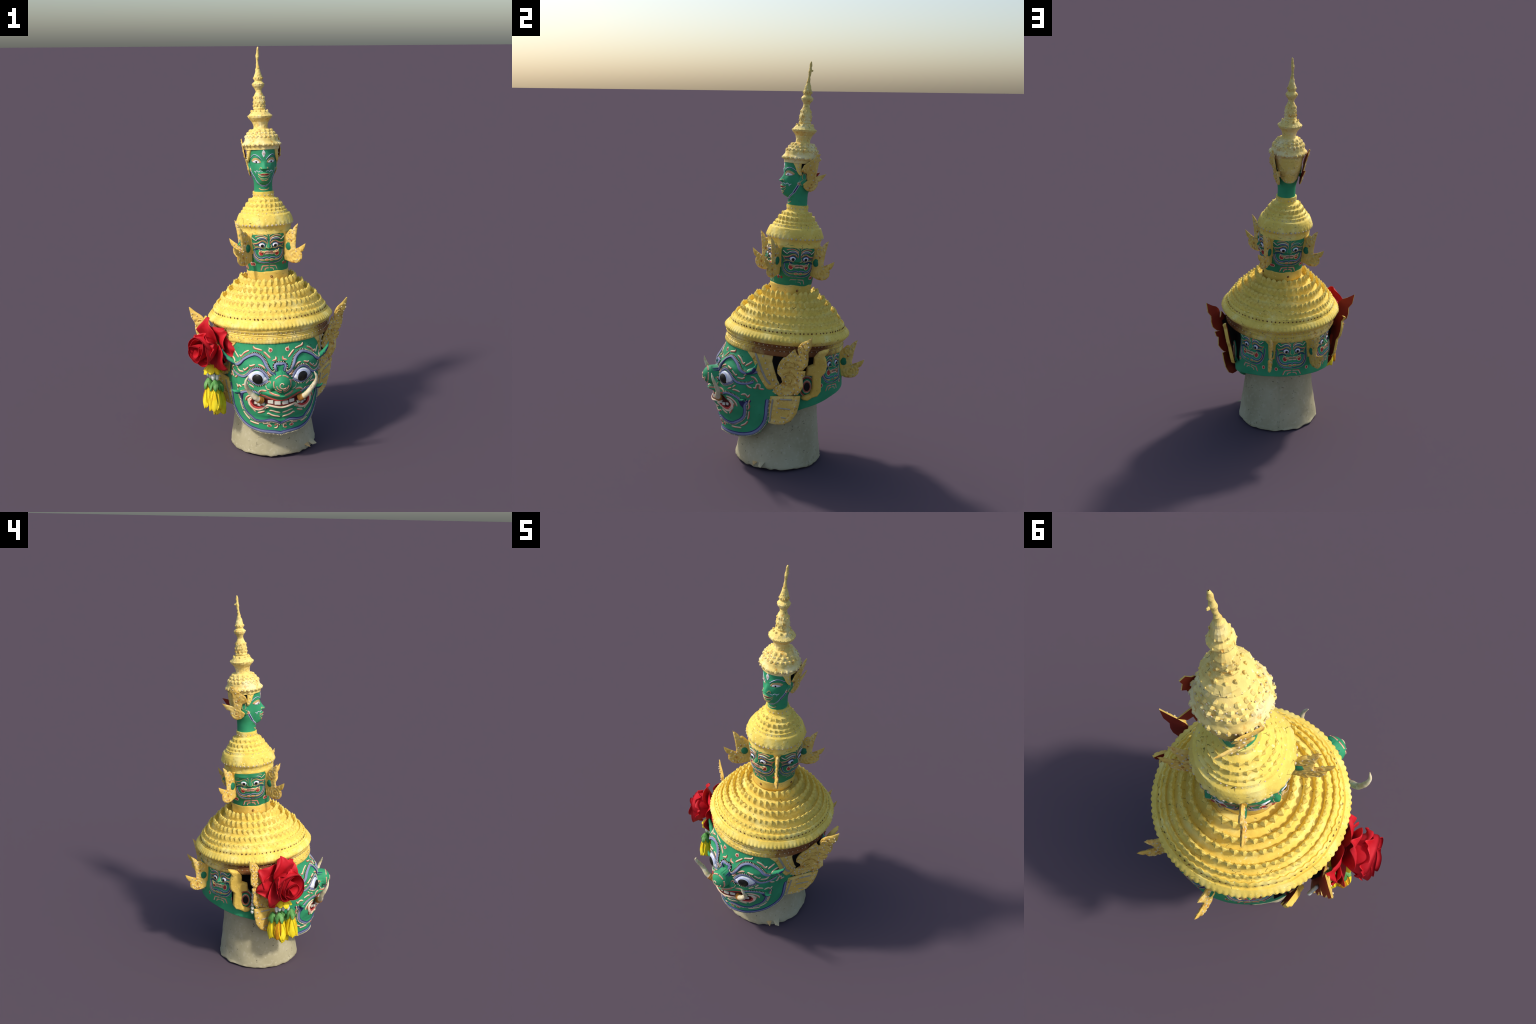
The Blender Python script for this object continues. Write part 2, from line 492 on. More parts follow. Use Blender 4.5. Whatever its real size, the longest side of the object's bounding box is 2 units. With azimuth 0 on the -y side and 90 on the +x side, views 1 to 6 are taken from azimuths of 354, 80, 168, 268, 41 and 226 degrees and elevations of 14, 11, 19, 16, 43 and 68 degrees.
def bicubic(a, z, xs, zs, T):
    a = np.abs((np.asarray(a, float) + 180) % 360 - 180); z = np.clip(np.asarray(z, float), zs[0], zs[-1])
    a, z = np.broadcast_arrays(a, z); xs = np.array(xs, float); zs = np.array(zs, float); na, nz = len(xs), len(zs)
    i = np.clip(np.searchsorted(xs, a) - 1, 0, na - 2); t = (a - xs[i]) / (xs[i + 1] - xs[i])
    j = np.clip(np.searchsorted(zs, z) - 1, 0, nz - 2); s = (z - zs[j]) / (zs[j + 1] - zs[j])
    w = lambda t: [-.5 * t + t * t - .5 * t ** 3, 1 - 2.5 * t * t + 1.5 * t ** 3, .5 * t + 2 * t * t - 1.5 * t ** 3, -.5 * t * t + .5 * t ** 3]
    wa, wz = w(t), w(s); o = 0
    for m in range(4):
        c = np.abs(i - 1 + m); c = np.where(c > na - 1, 2 * (na - 1) - c, c)
        for n in range(4): o = o + T[np.clip(j - 1 + n, 0, nz - 1), c] * wa[m] * wz[n]
    return o


def G(x, s): return np.exp(-(x / s) ** 2)


# --- design of the small demon face, in units of 1/130 of its height: X from the nose line, Y down
SF = dict(
    brow=[(5, 39), (8, 32), (14, 27), (24, 25.5), (33, 29), (39, 35), (45, 33), (53, 25)],
    brow_top=[(4, 31), (11, 23), (21, 18.5), (32, 19.5), (42, 23)],
    lid=[(9, 44), (14, 38), (23, 37), (33, 43), (42, 46), (50, 45)],
    cheek=[(10, 61), (22, 62), (36, 58.5), (50, 64)],
    lip=[(0, 72), (8, 72), (16, 74)], gum=[(0, 79), (8, 80), (15, 81.5)],
    groove=[(48, 68), (46, 82), (38, 93), (26, 97), (16, 94), (7, 93), (0, 96)],
    groove_out=[(52, 72), (49, 86), (41, 97), (32, 101), (18, 101)],
    jaw=[(57, 50), (56.5, 68), (53, 86), (45, 100), (33, 109), (16, 112.5), (0, 113)],
    neck1=[(33, 141), (28, 130), (25, 125), (14, 124), (1.5, 123.5)], neck2=[(18, 141), (15, 134), (9, 132), (1.5, 131.5)])
PXS = .00139


def small_relief(a, z, az0, z0, vs, rr):
    """relief of a small face centred at azimuth az0 with its hairline at z0"""
    x = rr * np.sin(np.radians(np.clip((a - az0 + 180) % 360 - 180, -80, 80))) / PXS; y = 13 + (z0 - z) / vs
    X = np.abs(x); h = .020 * G(X, 7.0) * np.where(y < 60, G(y - 60, 12), G(y - 60, 4))
    h = h + .008 * G(X - 9, 4) * G(y - 60, 5) + .010 * G(X, 24) * G(y - 75, 6) + .006 * G(X, 30) * G(y - 84, 8) + .006 * G(X - 22, 9) * G(y - 51, 8)
    h = h + .006 * G(y - 29, 6) * G(X - 24, 18) + .006 * G(X, 40) * G(y - 100, 12) + .004 * (1 / (1 + np.exp((y - 114) / 1.2))) * (1 / (1 + np.exp((X - 56) / 1.5)))
    return h / (1 + np.exp(np.clip((16 - y) / .8, -40, 40)))


BACK_FACES = (135.5, 180.5, -133.5)
BZ0, BVS = .607, .00150


def head_r(azd, z):
    """radius of the big head: skull plus lips, teeth bulge, cheeks, nose and the three small back faces"""
    azd = np.asarray(azd, float); a = np.abs((azd - 1.3 + 180) % 360 - 180); z = np.asarray(z, float)
    r = bicubic(azd - 2.2 * np.clip(1.6 - np.abs((azd + 180) % 360 - 180) / 60, 0, 1), z, AZK, ZK, HEAD_RADII)
    r = r + .042 * G(a, 11) * G(z - (.358 + .0009 * np.clip(a, 0, 14)), .014)
    r = r + .026 * G(a, 15) * G(z - .305, .030) + .010 * G(a - 27, 7) * G(z - .300, .035)
    r = r - .010 * G(z - np.interp(a, [0, 14, 22, 27], [.316, .325, .312, .312]), .010) * (1 / (1 + np.exp((a - 25) / 1.5)))  # mouth slot
    r = r + .009 * G(a - 36, 3.5) * G(z - .345, .03) + .006 * G(z - .215, .012) * (1 / (1 + np.exp((a - 26) / 3)))
    r = r + .007 * G(z - np.interp(a, [0, 4, 8, 14, 21, 30, 38, 46, 54], [.515, .49, .48, .528, .549, .53, .495, .505, .515]), .014) * (1 / (1 + np.exp((a - 50) / 2)))
    r = r + .008 * G(a - 18, 8) * G(z - .441, .028) + .011 * G(z - .500, .028) / (1 + np.exp((a - 44) / 3)) + .007 * G(z - .248, .022) * G(a, 28)

    def knob(r, ac, zc, rc, R):
        dx = .37 * np.radians(a - ac); d2 = R * R - dx * dx - (z - zc) ** 2
        return np.where(d2 > 0, np.maximum(r, rc + np.sqrt(np.clip(d2, 0, None))), r)
    r = knob(r, 0, .425, .369, .0475)
    r = np.maximum(r, np.where((a < 9) & (z > .41) & (z < .460), .330 + .066 * G(a, 4.4) * np.clip((.460 - z) / .020, 0, 1), 0))
    r = knob(r, 8.2, .404, .343, .026)
    for c in BACK_FACES:
        r = r + np.where(np.abs((azd - c + 180) % 360 - 180) < 24, small_relief(azd, z, c, BZ0, BVS, .285), 0)
    return r


def head_low(a):
    a = np.abs((a + 180) % 360 - 180)
    return np.interp(a, [0, 2, 14, 22, 30, 38, 46, 53, 58, 62, 75, 90, 105, 120, 140, 160, 180],
                     [.134, .138, .141, .142, .146, .152, .164, .184, .215, .240, .262, .305, .335, .356, .383, .400, .405])


HEAD = Surf(head_r)


def build_head():
    na, nz = 900, 190; az = -180 + np.arange(na) * 360 / na; t = np.linspace(0, 1, nz)
    A = np.repeat(az[:, None], nz, 1); lo = head_low(az)[:, None]; Z = lo + (.613 - lo) * t[None]
    R = head_r(A, Z)
    # roll the lower edge under
    e = Z - lo; curl = np.where(np.abs(A) > 70, .007, .008); R = R - curl * np.clip(1 - e / (curl * .9), 0, 1) ** 2.2
    v = cyl(A.ravel(), R.ravel(), Z.ravel()).reshape(na, nz, 3)
    v += .0007 * wob(v.reshape(-1, 3), 70, 2).reshape(na, nz, 1) * np.array([1, 1, 0])
    # inner wall
    inn = cyl(A[:, :2].ravel(), (R[:, :2] - .014).ravel(), (np.c_[lo + .004, lo + .06]).ravel()).reshape(na, 2, 3)
    allv = np.concatenate([inn[:, ::-1], v], 1); n2 = nz + 2
    w = to_world(allv.reshape(-1, 3)); me = mesh_of('head', w, grid_faces(na, n2, True), [GREEN])
    nrm = np.zeros(len(w) * 3); me.vertices.foreach_get('normal', nrm); nrm = nrm.reshape(-1, 3)
    F = np.array(grid_faces(na, n2, True)); ai = F[:, 0] // n2; front = np.abs(az[ai]) < 76
    out = []
    for nm, sel in (('face', front), ('nape', ~front)):
        f = F[sel]; u, inv = np.unique(f, return_inverse=True)
        m2 = mesh_of(nm, w[u], inv.reshape(f.shape), [GREEN]); m2.normals_split_custom_set_from_vertices([tuple(x) for x in nrm[u]])
        out.append(add_obj(nm, m2))
    bpy.data.meshes.remove(me); return out


face, nape = build_head()

# ---- painted and beaded work of the front face (control points: azimuth, height; viewer's-left half, mirrored)
O = 1.3          # the face looks 1.3 degrees to the side


def both(pts):
    p = [(a + O, z) for a, z in pts]; q = [(-a + O, z) for a, z in pts]; return p, q


BROW = [(55, .520), (50, .506), (45.8, .498), (39.4, .493), (35.2, .503), (31.7, .522), (27.8, .536), (24.1, .545), (21.2, .549), (17.6, .543), (14.1, .528), (11.5, .504), (9.2, .481), (7.1, .466), (5.0, .462), (3.6, .470), (3.5, .484), (4.0, .500), (2.8, .507), (0, .507)]
LID_UP = [(47, .452), (42, .440), (36.5, .435), (31.7, .437), (27.7, .451), (24.1, .471), (20.7, .483), (17.3, .483), (14.1, .472), (11.5, .455), (10.0, .437)]
LID_LOW = [(10.0, .434), (12.5, .421), (15.7, .411), (18.9, .409), (22.0, .415), (24.8, .423), (28.5, .436)]
EYE = [(27.7, .440), (24.1, .464), (19.0, .474), (14.7, .467), (12.1, .448), (10.6, .434), (14.1, .420), (17.9, .414), (21.9, .419)]
MOUTH_BAND = [(40, .345), (36, .351), (31, .360), (26, .366), (21, .366), (17, .357)]
MOUTH_BAND2 = [(41, .345), (38.6, .325), (38, .295), (36.5, .265), (33.0, .243), (28.5, .227), (24.0, .213), (20.5, .211), (15, .214), (9.2, .221), (5.6, .218), (2.1, .209), (0, .201)]
JAW = [(60.0, .368), (59.3, .326), (58.9, .283), (57, .244), (51.5, .207), (44.5, .182), (37.2, .168), (30.2, .160), (21.9, .157), (13.4, .156), (5.8, .154), (0, .148)]
STROKES = [
    [(23.4, .588), (22.4, .577), (18.7, .572), (14.9, .567)], [(13.8, .562), (11.1, .549), (7.7, .531)],
    [(37.5, .540), (35.6, .533), (31.9, .552), (27.2, .565)], [(44.4, .552), (41.8, .539), (38.3, .525)],
    [(3.0, .539), (3.1, .526), (6.4, .521)], [(25.9, .501), (24.7, .496), (20.5, .504)],
    [(32.2, .479), (30.5, .471), (26.5, .490)], [(39.3, .470), (36.7, .460), (32.1, .462)],
    [(18.1, .505), (14.7, .499), (12.1, .486)], [(10.5, .475), (9.0, .458), (6.9, .450)],
    [(26.7, .403), (22.4, .390)], [(31.0, .421), (27.8, .405)],
    [(44.4, .477), (47.4, .473), (50.4, .452)], [(46.5, .423), (48.8, .422), (49.9, .440), (52.3, .439), (52.3, .421), (56.6, .418)],
    [(40.6, .435), (42.4, .424), (45.3, .419)], [(36.0, .378), (39.5, .382), (41.7, .370), (43.6, .385)],
    [(43.5, .358), (42.1, .337), (42.5, .320), (41.0, .302)], [(42.1, .296), (40.9, .264), (39.9, .249)],
    [(39.7, .240), (36.5, .221), (31.3, .205)], [(20.6, .190), (25.0, .190), (31.7, .194)],
    [(27.5, .393), (30.7, .395), (34.9, .390)], [(41.5, .503), (44.4, .515), (48.6, .522)], [(38.5, .476), (41.1, .489)],
    [(29.2, .327), (28.6, .311), (26.2, .285), (22.4, .261)], [(20.2, .258), (17.5, .261), (13.7, .271)],
    [(13.2, .284), (12.0, .294), (10.0, .297)], [(9.5, .278), (6.9, .275), (3.9, .268), (.9, .265)],
    [(11.8, .256), (10.4, .259), (7.0, .249), (1.1, .241)], [(18.4, .368), (15.6, .379), (11.3, .379)],
    [(9.4, .377), (6.1, .369), (1.6, .363)], [(16.2, .196), (13.1, .199), (9.3, .203)], [(20.5, .349), (26.2, .345), (30.5, .330), (32.0, .312)]]
NOSE_STROKES = [[(10.5, .423), (8.6, .428), (8.0, .420)], [(11.8, .408), (11, .394), (8.4, .388)]]


def rounded(B, pts, w, **k):
    """pink stroke: pale upper half, coral lower half"""
    q = np.array(pts, float); up = q[-1, 0] < q[0, 0]     # travelling towards -azimuth
    HEAD.strip(B, pts, w, [0, 1] if not up else [1, 0], **k)


def face_paint():
    B = Build([PINK, CORAL, RED, DARK_RED, PALE_LIP])
    for s in STROKES:
        for p in both(s): rounded(B, p, .0050, h=.0022)
    for s in NOSE_STROKES:
        for p in both(s): rounded(B, p, .0030, h=.0018, step=.002)
    # spiral on the nose tip and the broken ring round its root, laid on the ball itself
    rc = cyl(np.array(O), np.array(.369), np.array(.425)); fw = cyl(np.array(O), np.array(1.), np.array(0.)); rt = np.array([-fw[1], fw[0], 0]); up = np.array([0, 0, 1.])

    def on_ball(rho, th, lift=.0006):
        x, y = rho * math.cos(th), rho * math.sin(th); return rc + rt * x + up * y + fw * (math.sqrt(max(0, .0475 ** 2 - rho * rho)) + lift)
    for dr, m in ((0, 0), (-.0022, 1)):
        B.add(*tube([on_ball(.0045 + dr * .4 + .0037 * t, .4 + t * 1.15 + dr * 30, .0008 + dr * .25) for t in np.linspace(0, 4.5, 40)], .0027, 6), m)
        for a0, a1 in ((.75, 1.50), (1.65, 2.45), (2.75, 3.6), (3.75, 4.6), (4.85, 5.65), (5.8, 6.8)):
            B.add(*tube([on_ball(.0415 + dr * .8, t, .001 + dr * .25) for t in np.linspace(a0, a1, 12)], .0024, 6), m)
        for a0, a1 in ((3.35, 4.55), (4.8, 6.1)):
            B.add(*tube([on_ball(.0290 + dr * .8, t, .001 + dr * .25) for t in np.linspace(a0, a1, 12)], .0024, 6), m)
    for s in (1, -1):
        c = (s * 7.6 + O, .568)     # tear drops on the brow
        k = [(c[0] + s * 1.15, c[1] + .013)] + ellipse(c, .0085, .0085, 10)[2:8] + ellipse(c, .0085, .0085, 10)[8:10] if s > 0 else ellipse(c, .0085, .0085, 12)
        HEAD.patch(B, ellipse(c, .0098, .0105, 14, rot=.5 * s), 0, off=.0014); HEAD.patch(B, ellipse(c, .0056, .0064), 2, off=.0024)
        HEAD.patch(B, [(c[0] + s * .2, c[1] + .006), (c[0] + s * 1.5, c[1] + .0155), (c[0] + s * 1.4, c[1] + .004)], 0, off=.0012, smooth=False)
        c = (s * 10.3 + O, .187); HEAD.patch(B, ellipse(c, .0115, .0082), 0, off=.0014); HEAD.patch(B, ellipse(c, .0070, .0045), 2, off=.0024)
        cu = [(O + s * (4.4 + 180 / math.pi / .31 * (.0025 + .0027 * t) * math.cos(t * 1.2)), .189 + (.0025 + .0027 * t) * math.sin(t * 1.2)) for t in np.linspace(0, 4.4, 14)]
        HEAD.strip(B, cu, .0038, [1, 0], h=.002, step=.002)
    B.make('painted_scrollwork', face, stuff=True)


PALE_LIP = plain('pale_lip_paint', (.66, .62, .47))


def bands():
    B = Build([LAVENDER, NAVY, CREAM, BLACK])
    # raised lavender bands with a dark under edge; the beads sit on a black line
    for p, side in ((BROW, 1), (LID_UP, 1), (LID_LOW, 1), (MOUTH_BAND, 1), (MOUTH_BAND2, 1), (JAW, 1)):
        w = .0078 if p is BROW else (.0092 if p is JAW else (.0082 if p is MOUTH_BAND2 else .0062))
        for k, q in enumerate(both(p)):
            # viewer-left control points run towards the centre; beads above brows and lids, below mouth and jaw
            above = p in (BROW, LID_UP, MOUTH_BAND); sgn = (1 if k == 0 else -1) * (-1 if above else 1)
            if p is LID_LOW: sgn = (-1 if k == 0 else 1)
            if p is JAW: sgn = (1 if k == 0 else -1)
            HEAD.strip(B, q, w, [0, 0, 0, 1] if sgn > 0 else [1, 0, 0, 0], h=.0035 if p is BROW else .0026, taper=(.55, 1))
            sh = side_shift(q, sgn * (w + .0018))
            HEAD.strip(B, sh, .0030, [3], h=.0012, taper=(.5, 1)); HEAD.beads(B, q, sgn * (w + .0020), .0066, .0024, 2, off=.0022)
    # blue leaf behind the mouth corners
    for s in (1, -1):
        HEAD.patch(B, [(O + s * a, z) for a, z in [(33, .358), (40, .352), (44.5, .352), (41.5, .33), (38.5, .305), (36, .318), (34.5, .340)]], 1, off=.0018)
    B.make('beaded_band', face, stuff=True)


def side_shift(q, d, base=.3):
    p = np.array(q, float); x = p[:, 0] * math.pi / 180 * base; t = np.gradient(np.c_[x, p[:, 1]], axis=0)
    t /= np.linalg.norm(t, axis=1)[:, None] + 1e-12
    return [((x[i] - t[i, 1] * d) * 180 / math.pi / base, p[i, 1] + t[i, 0] * d) for i in range(len(p))]


def horn(pts, radii, mats, name, flat=.45):
    """curved tapering spike (brow tip, mouth-corner leaf): green above, blue rim below"""
    p = resample(np.array(pts), .006); r = np.interp(np.linspace(0, 1, len(p)), np.linspace(0, 1, len(radii)), radii)
    v, f = tube(p, r, 10); B = Build(mats)
    c = np.array([v[list(q)].mean(0) for q in f]); near = p[np.argmin(np.linalg.norm(c[:, None] - p[None], axis=2), 1)]
    m = [1 if k else 0 for k in (c[:, 2] - near[:, 2] < -.001)]
    B.add(v, f, m); return B.make(name, face)


face_paint()
bands()
for s in (1, -1):
    horn([HEAD.at(np.array(O + s * 38.), np.array(.492), .0) * np.array([.985, .985, 1]), HEAD.at(np.array(O + s * 43.), np.array(.499)) * np.array([.99, .99, 1]), (s * .236 + .004, -.205, .515), (s * .254 + .004, -.198, .536), (s * .264 + .004, -.192, .560)], [.006, .012, .012, .008, .0015], [GREEN, NAVY], 'brow_tip')
    horn([HEAD.at(np.array(O + s * 33.), np.array(.350)) * np.array([.985, .985, 1]), HEAD.at(np.array(O + s * 38.), np.array(.352)) * np.array([.99, .99, 1]), (s * .204 + .004, -.247, .355), (s * .226 + .004, -.238, .364)], [.005, .012, .010, .0015], [GREEN, NAVY], 'mouth_corner_leaf')

# ---- eyes
for s in (1, -1):
    B = Build([WHITE, SKYW, BLACK, CORAL]); q = [(O + s * a, z) for a, z in EYE]; c = (O + s * 18.2, .441)
    if s < 0: q = q[::-1]
    HEAD.patch(B, q, 0, off=.0015, dome=.006, rings=8, center=c)
    HEAD.patch(B, ellipse((c[0], .4425), .031, .0290, 20), 1, off=.0025, dome=.007, rings=6)
    HEAD.patch(B, ellipse((c[0], .4400), .0278, .0278, 20), 0, off=.0033, dome=.007, rings=6)
    HEAD.patch(B, ellipse((c[0] - .1, .4375), .0250, .0255, 20), 2, off=.0045, dome=.008, rings=6)
    for a0, z0, d in ((27.0, .4395, -1), (11.6, .4355, 1)):
        HEAD.patch(B, [(O + s * a0, z0), (O + s * (a0 + d * 2.2), z0 + .006), (O + s * (a0 + d * 2.4), z0 - .004)], 3, off=.0035, smooth=False)
    B.make('eye', face)

# ---- mouth: dark slot, lips, teeth, tusks
B = Build([DARK_RED, RED, PALE_LIP, CORAL, PINK])
half_open = [(0, .305), (5.6, .308), (10.6, .312), (12.5, .312), (15.5, .300), (19.0, .292), (23.0, .296), (25.3, .310), (24.6, .324), (20.5, .335), (15.5, .347), (11, .341), (5.5, .332), (0, .327)]
for s in (1, -1):
    for i in range(1):
        HEAD.patch(B, [(O + s * a, z) for a, z in half_open], 0, off=.0008, center=(O + s * 12, .322), rings=8)
    inner = [(13.5, .301), (16.5, .290), (19.8, .284), (23.5, .289), (26.2, .303), (26.4, .318), (24.5, .330)]
    HEAD.strip(B, [(O + s * a, z) for a, z in inner], .0082, [1, 4] if s > 0 else [4, 1], h=.003)
    lip = [(0, .297), (4.1, .300), (7.8, .305), (11.2, .306), (13.4, .295), (16.0, .281), (19.6, .274), (23.9, .279), (27.2, .295), (28.2, .313), (26.6, .331), (22, .339)]
    HEAD.strip(B, [(O + s * a, z) for a, z in lip], .0052, [4, 2] if s > 0 else [2, 4], h=.0035, taper=(1, .4))
    HEAD.strip(B, [(O + s * a, z) for a, z in [(0, .330), (3.6, .332), (6.7, .337), (9.9, .345), (13, .353), (17, .357)]], .0038, [3, 1] if s < 0 else [1, 3], h=.003, taper=(1, .4))
B.make('lips', face)


def slab_tooth(a, z, w, h, d=.0055):
    c = HEAD.at(np.array(a), np.array(z)); nn = HEAD.normal(np.array(a), np.array(z)); nn = np.array([nn[0], nn[1], 0]); nn /= np.linalg.norm(nn)
    t = np.array([-nn[1], nn[0], 0]); up = np.array([0, 0, 1]); v = []
    for k, (dd, sc) in enumerate(((-.006, 1), (d * .8, 1), (d, .8))):
        for x, y in ((-1, -1), (1, -1), (1, 1), (-1, 1)): v.append(c + nn * dd + t * x * w / 2 * sc + up * y * h / 2 * sc)
    f = [(8, 9, 10, 11)] + [(k * 4 + i, k * 4 + (i + 1) % 4, k * 4 + 4 + (i + 1) % 4, k * 4 + 4 + i) for k in range(2) for i in range(4)]
    return v, f


for a, z, w, h in ((3.0, .3165, .029, .021), (8.4, .3215, .027, .020), (14.5, .311, .018, .013), (18.0, .306, .017, .013), (21.3, .310, .015, .012)):
    for s in (1, -1):
        B = Build([TOOTH]); B.add(*slab_tooth(O + s * a, z, w, h)); B.make('tooth', face, smooth=False)
for s in (1, -1):
    k = np.array([s, 1, 1.])
    p = resample(np.array([(.088, -.338, .330), (.118, -.352, .350), (.148, -.355, .384), (.166, -.372, .420), (.168, -.386, .448), (.156, -.394, .476)]) * k + [.006, 0, 0], .004)
    r = np.interp(np.linspace(0, 1, len(p)), [0, .25, .6, .9, 1], [.0135, .0130, .0105, .0055, .0015]); r = r * (1 + .06 * wob(p, 120, 3))
    B = Build([IVORY]); B.add(*tube(p, r, 12)); tusk = B.make('tusk', face)
    q = p[:8]; B = Build([AMBER, GOLD_SMOOTH]); u = np.linspace(0, 1, 8)
    B.add(*tube(q, .0155 + .002 * np.sin(u * math.pi * 2.5) ** 2, 12)); B.make('tusk_socket', tusk)

# ---- gold edging of the temples, and a near-black patch painting the hollow's shade behind it
STRAP = [(40.7, .606), (45.7, .566), (49.3, .528), (52.0, .491), (56.5, .450), (61.2, .421), (68, .426), (74.3, .447), (71.0, .476), (67.0, .524), (64.8, .563), (63.6, .606)]
for s in (1, -1):
    B = Build([GOLD_PLATE, SILVER, PEARL])
    HEAD.patch(B, [(s * a, z) for a, z in STRAP], 0, off=.003, dome=.003, rings=10, center=(s * 57.5, .53))
    HEAD.strip(B, [(s * a, z) for a, z in [(48.5, .600), (51.5, .560), (55, .515), (59, .474), (64, .447)]], .0055, [1, 1], off=.0065, h=.0015)
    for a, z in ((56, .590), (58, .555), (60, .525), (62.5, .497), (66, .472), (70, .452)):
        v, f = ball(HEAD.at(np.array(s * a), np.array(z), .008), .0055); B.add(v, f, 2)
    B.make('temple_strap', face)
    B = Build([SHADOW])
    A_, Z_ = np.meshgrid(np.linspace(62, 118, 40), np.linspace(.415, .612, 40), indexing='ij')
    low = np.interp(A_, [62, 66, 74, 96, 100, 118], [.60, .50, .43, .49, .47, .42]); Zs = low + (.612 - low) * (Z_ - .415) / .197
    v = HEAD.at(s * A_.ravel(), Zs.ravel(), np.full(A_.size, .0022)); B.add(v, grid_faces(40, 40, False, flip=s < 0)); B.make('painted_opening_shade', nape)
    # painted ear whorl between ear and rear flame
    B = Build([GREEN, CORAL, PINK, BLACK])
    for dx, m in ((0, 0), (.006, 2), (.009, 1), (.015, 3), (.017, 0), (.023, 2), (.026, 1), (.031, 3)):
        HEAD.patch(B, ellipse((s * 103, .448), .046 - dx, .060 - dx * 1.25, 20), m, off=.006 + dx * .12, rings=4)
    B.make('ear_whorl', nape)

# ================================================================== small demon faces
def small_map(pts, az0, z0, vs, rr):
    return [(az0 + math.degrees(math.asin(max(-.98, min(.98, x * PXS / rr)))), z0 - (y - 13) * vs) for x, y in pts]


def small_face(surf, az0, z0, vs, rr, name):
    B = Build([LAVENDER, NAVY, PINK, CORAL, OCHRE, WHITE, BLACK, RED, CREAM, GREEN_DARK])
    M = lambda pts: small_map(pts, az0, z0, vs, rr); u = PXS
    S = lambda pts, w, mats, **k: surf.strip(B, M(pts), w * u, mats, base_r=rr, step=.0022, off=.0004, **({'h': .0009} | k))
    for s in (1, -1):
        g = lambda n: [(s * x, y) for x, y in SF[n]]
        two = lambda a, b: [a, b] if s > 0 else [b, a]
        S(g('brow'), 2.6, two(8, 1)); S([(x, y + 3.2) for x, y in g('brow')][1:5], 1.8, [0]); S(g('brow_top'), 2.2, two(4, 3)); S([(x, y - 4) for x, y in g('brow_top')][1:4], 1.0, [9])
        S(g('lid'), 2.6, two(4, 3)); S(g('cheek'), 2.0, two(4, 9)); S([(x, y + 5) for x, y in g('cheek')][1:], 2.2, [1]); S([(x, y + 4) for x, y in g('lid')][2:], 1.0, [1])
        S(g('groove'), 2.4, two(1, 0)); S(g('groove_out'), 1.5, two(3, 4)); S(g('jaw'), 2.6, two(0, 1) if s > 0 else [0, 1][::1]); surf.beads(B, M(g('jaw')), (1 if s > 0 else -1) * 3.0 * u, .0045, .0013, 8, base_r=rr)
        S(g('lip'), 2.7, two(2, 3)); S(g('gum'), 3.0, two(2, 2)); S([(x, (y + g('gum')[i][1]) / 2 + .3) for i, (x, y) in enumerate(g('lip'))], .9, [7], h=.0016); S(g('neck1'), 2.4, two(2, 3)); S(g('neck2'), 2.2, two(2, 3))
        S([(s * 3.5, 27), (s * 9, 24), (s * 6, 33)], 1.6, [3, 4]); S([(s * 2, 22), (s * 5, 17), (s * 11, 15)], 1.2, [4]); S([(s * 3, 39), (s * 6, 44), (s * 4, 48)], 1.6, [3])
        S([(s * 7, 50), (s * 7.5, 58), (s * 1, 61)], 1.0, [4]); S([(s * 46, 52), (s * 51, 47), (s * 54, 41)], 1.5, [3, 4]); S([(s * 34, 56), (s * 44, 56), (s * 50, 54)], 1.2, [3])
        E = lambda c, rx, ry, m, off, dome=0: surf.patch(B, [p for p in M([(c[0] + rx * math.cos(t), c[1] + ry * math.sin(t)) for t in np.linspace(0, 2 * math.pi, 14, endpoint=False)])], m, off=off, dome=dome, rings=4, base_r=rr)
        E((s * 22, 51), 12.0, 9.2, 1, .0006); E((s * 22, 51.5), 9.6, 7.4, 5, .0010, .0018); E((s * 20.8, 52.5), 4.8, 5.0, 6, .0022, .0018)
        E((s * 26, 79), 8.8, 10.0, 8, .0010); E((s * 26, 79), 6.6, 7.6, 7, .0018)
        E((s * 17.5, 75), 5.5, 4.2, 4, .0020, .0015); E((s * 8, 102), 8, 4.4, 4, .0008); E((s * 8, 102), 5, 2.4, 3, .0014); S([(s * 15, 103), (s * 25, 104), (s * 34, 102)], 1.4, [4])
        E((s * 56, 119), 5.6, 7.2, 2, .0009); E((s * 56, 119), 3.4, 4.8, 7, .0016)
        a, z = M([(s * 17, 75)])[0]; b, y = M([(s * 31, 63)])[0]
        p0 = surf.at(np.array(a), np.array(z), .002); p2 = surf.at(np.array(b), np.array(y), .010); p1 = (p0 + p2) / 2 + np.array([0, 0, -.006]) + surf.normal(np.array(b), np.array(y)) * .004
        v, f = tube(resample(np.array([p0, p1, p2]), .003), [.0028, .0026, .0022, .0012][:4] if False else .0022, 6); B.add(v, f, 4)
    return B


for c in BACK_FACES:
    small_face(HEAD, c, BZ0, BVS, .285, 'small_face').make('small_face', nape)

# ---- middle head: four demon faces round a drum
MZ0, MVS = 1.102, .00145
MID_TILT = (0, 92, 181, 270)


def mid_r(a, z):
    a = np.asarray(a, float); z = np.asarray(z, float)
    r = np.interp(z, [.89, .905, .93, .96, 1.0, 1.05, 1.10, 1.14], [.1025, .1035, .106, .111, .117, .122, .127, .130])
    k = np.abs((a + 45) % 90 - 45)
    r = r + small_relief(k, z, 0, MZ0, MVS, .118); return r - .004 * G(k - 45, 12) * G(z - 1.02, .05)


MID = Surf(mid_r)


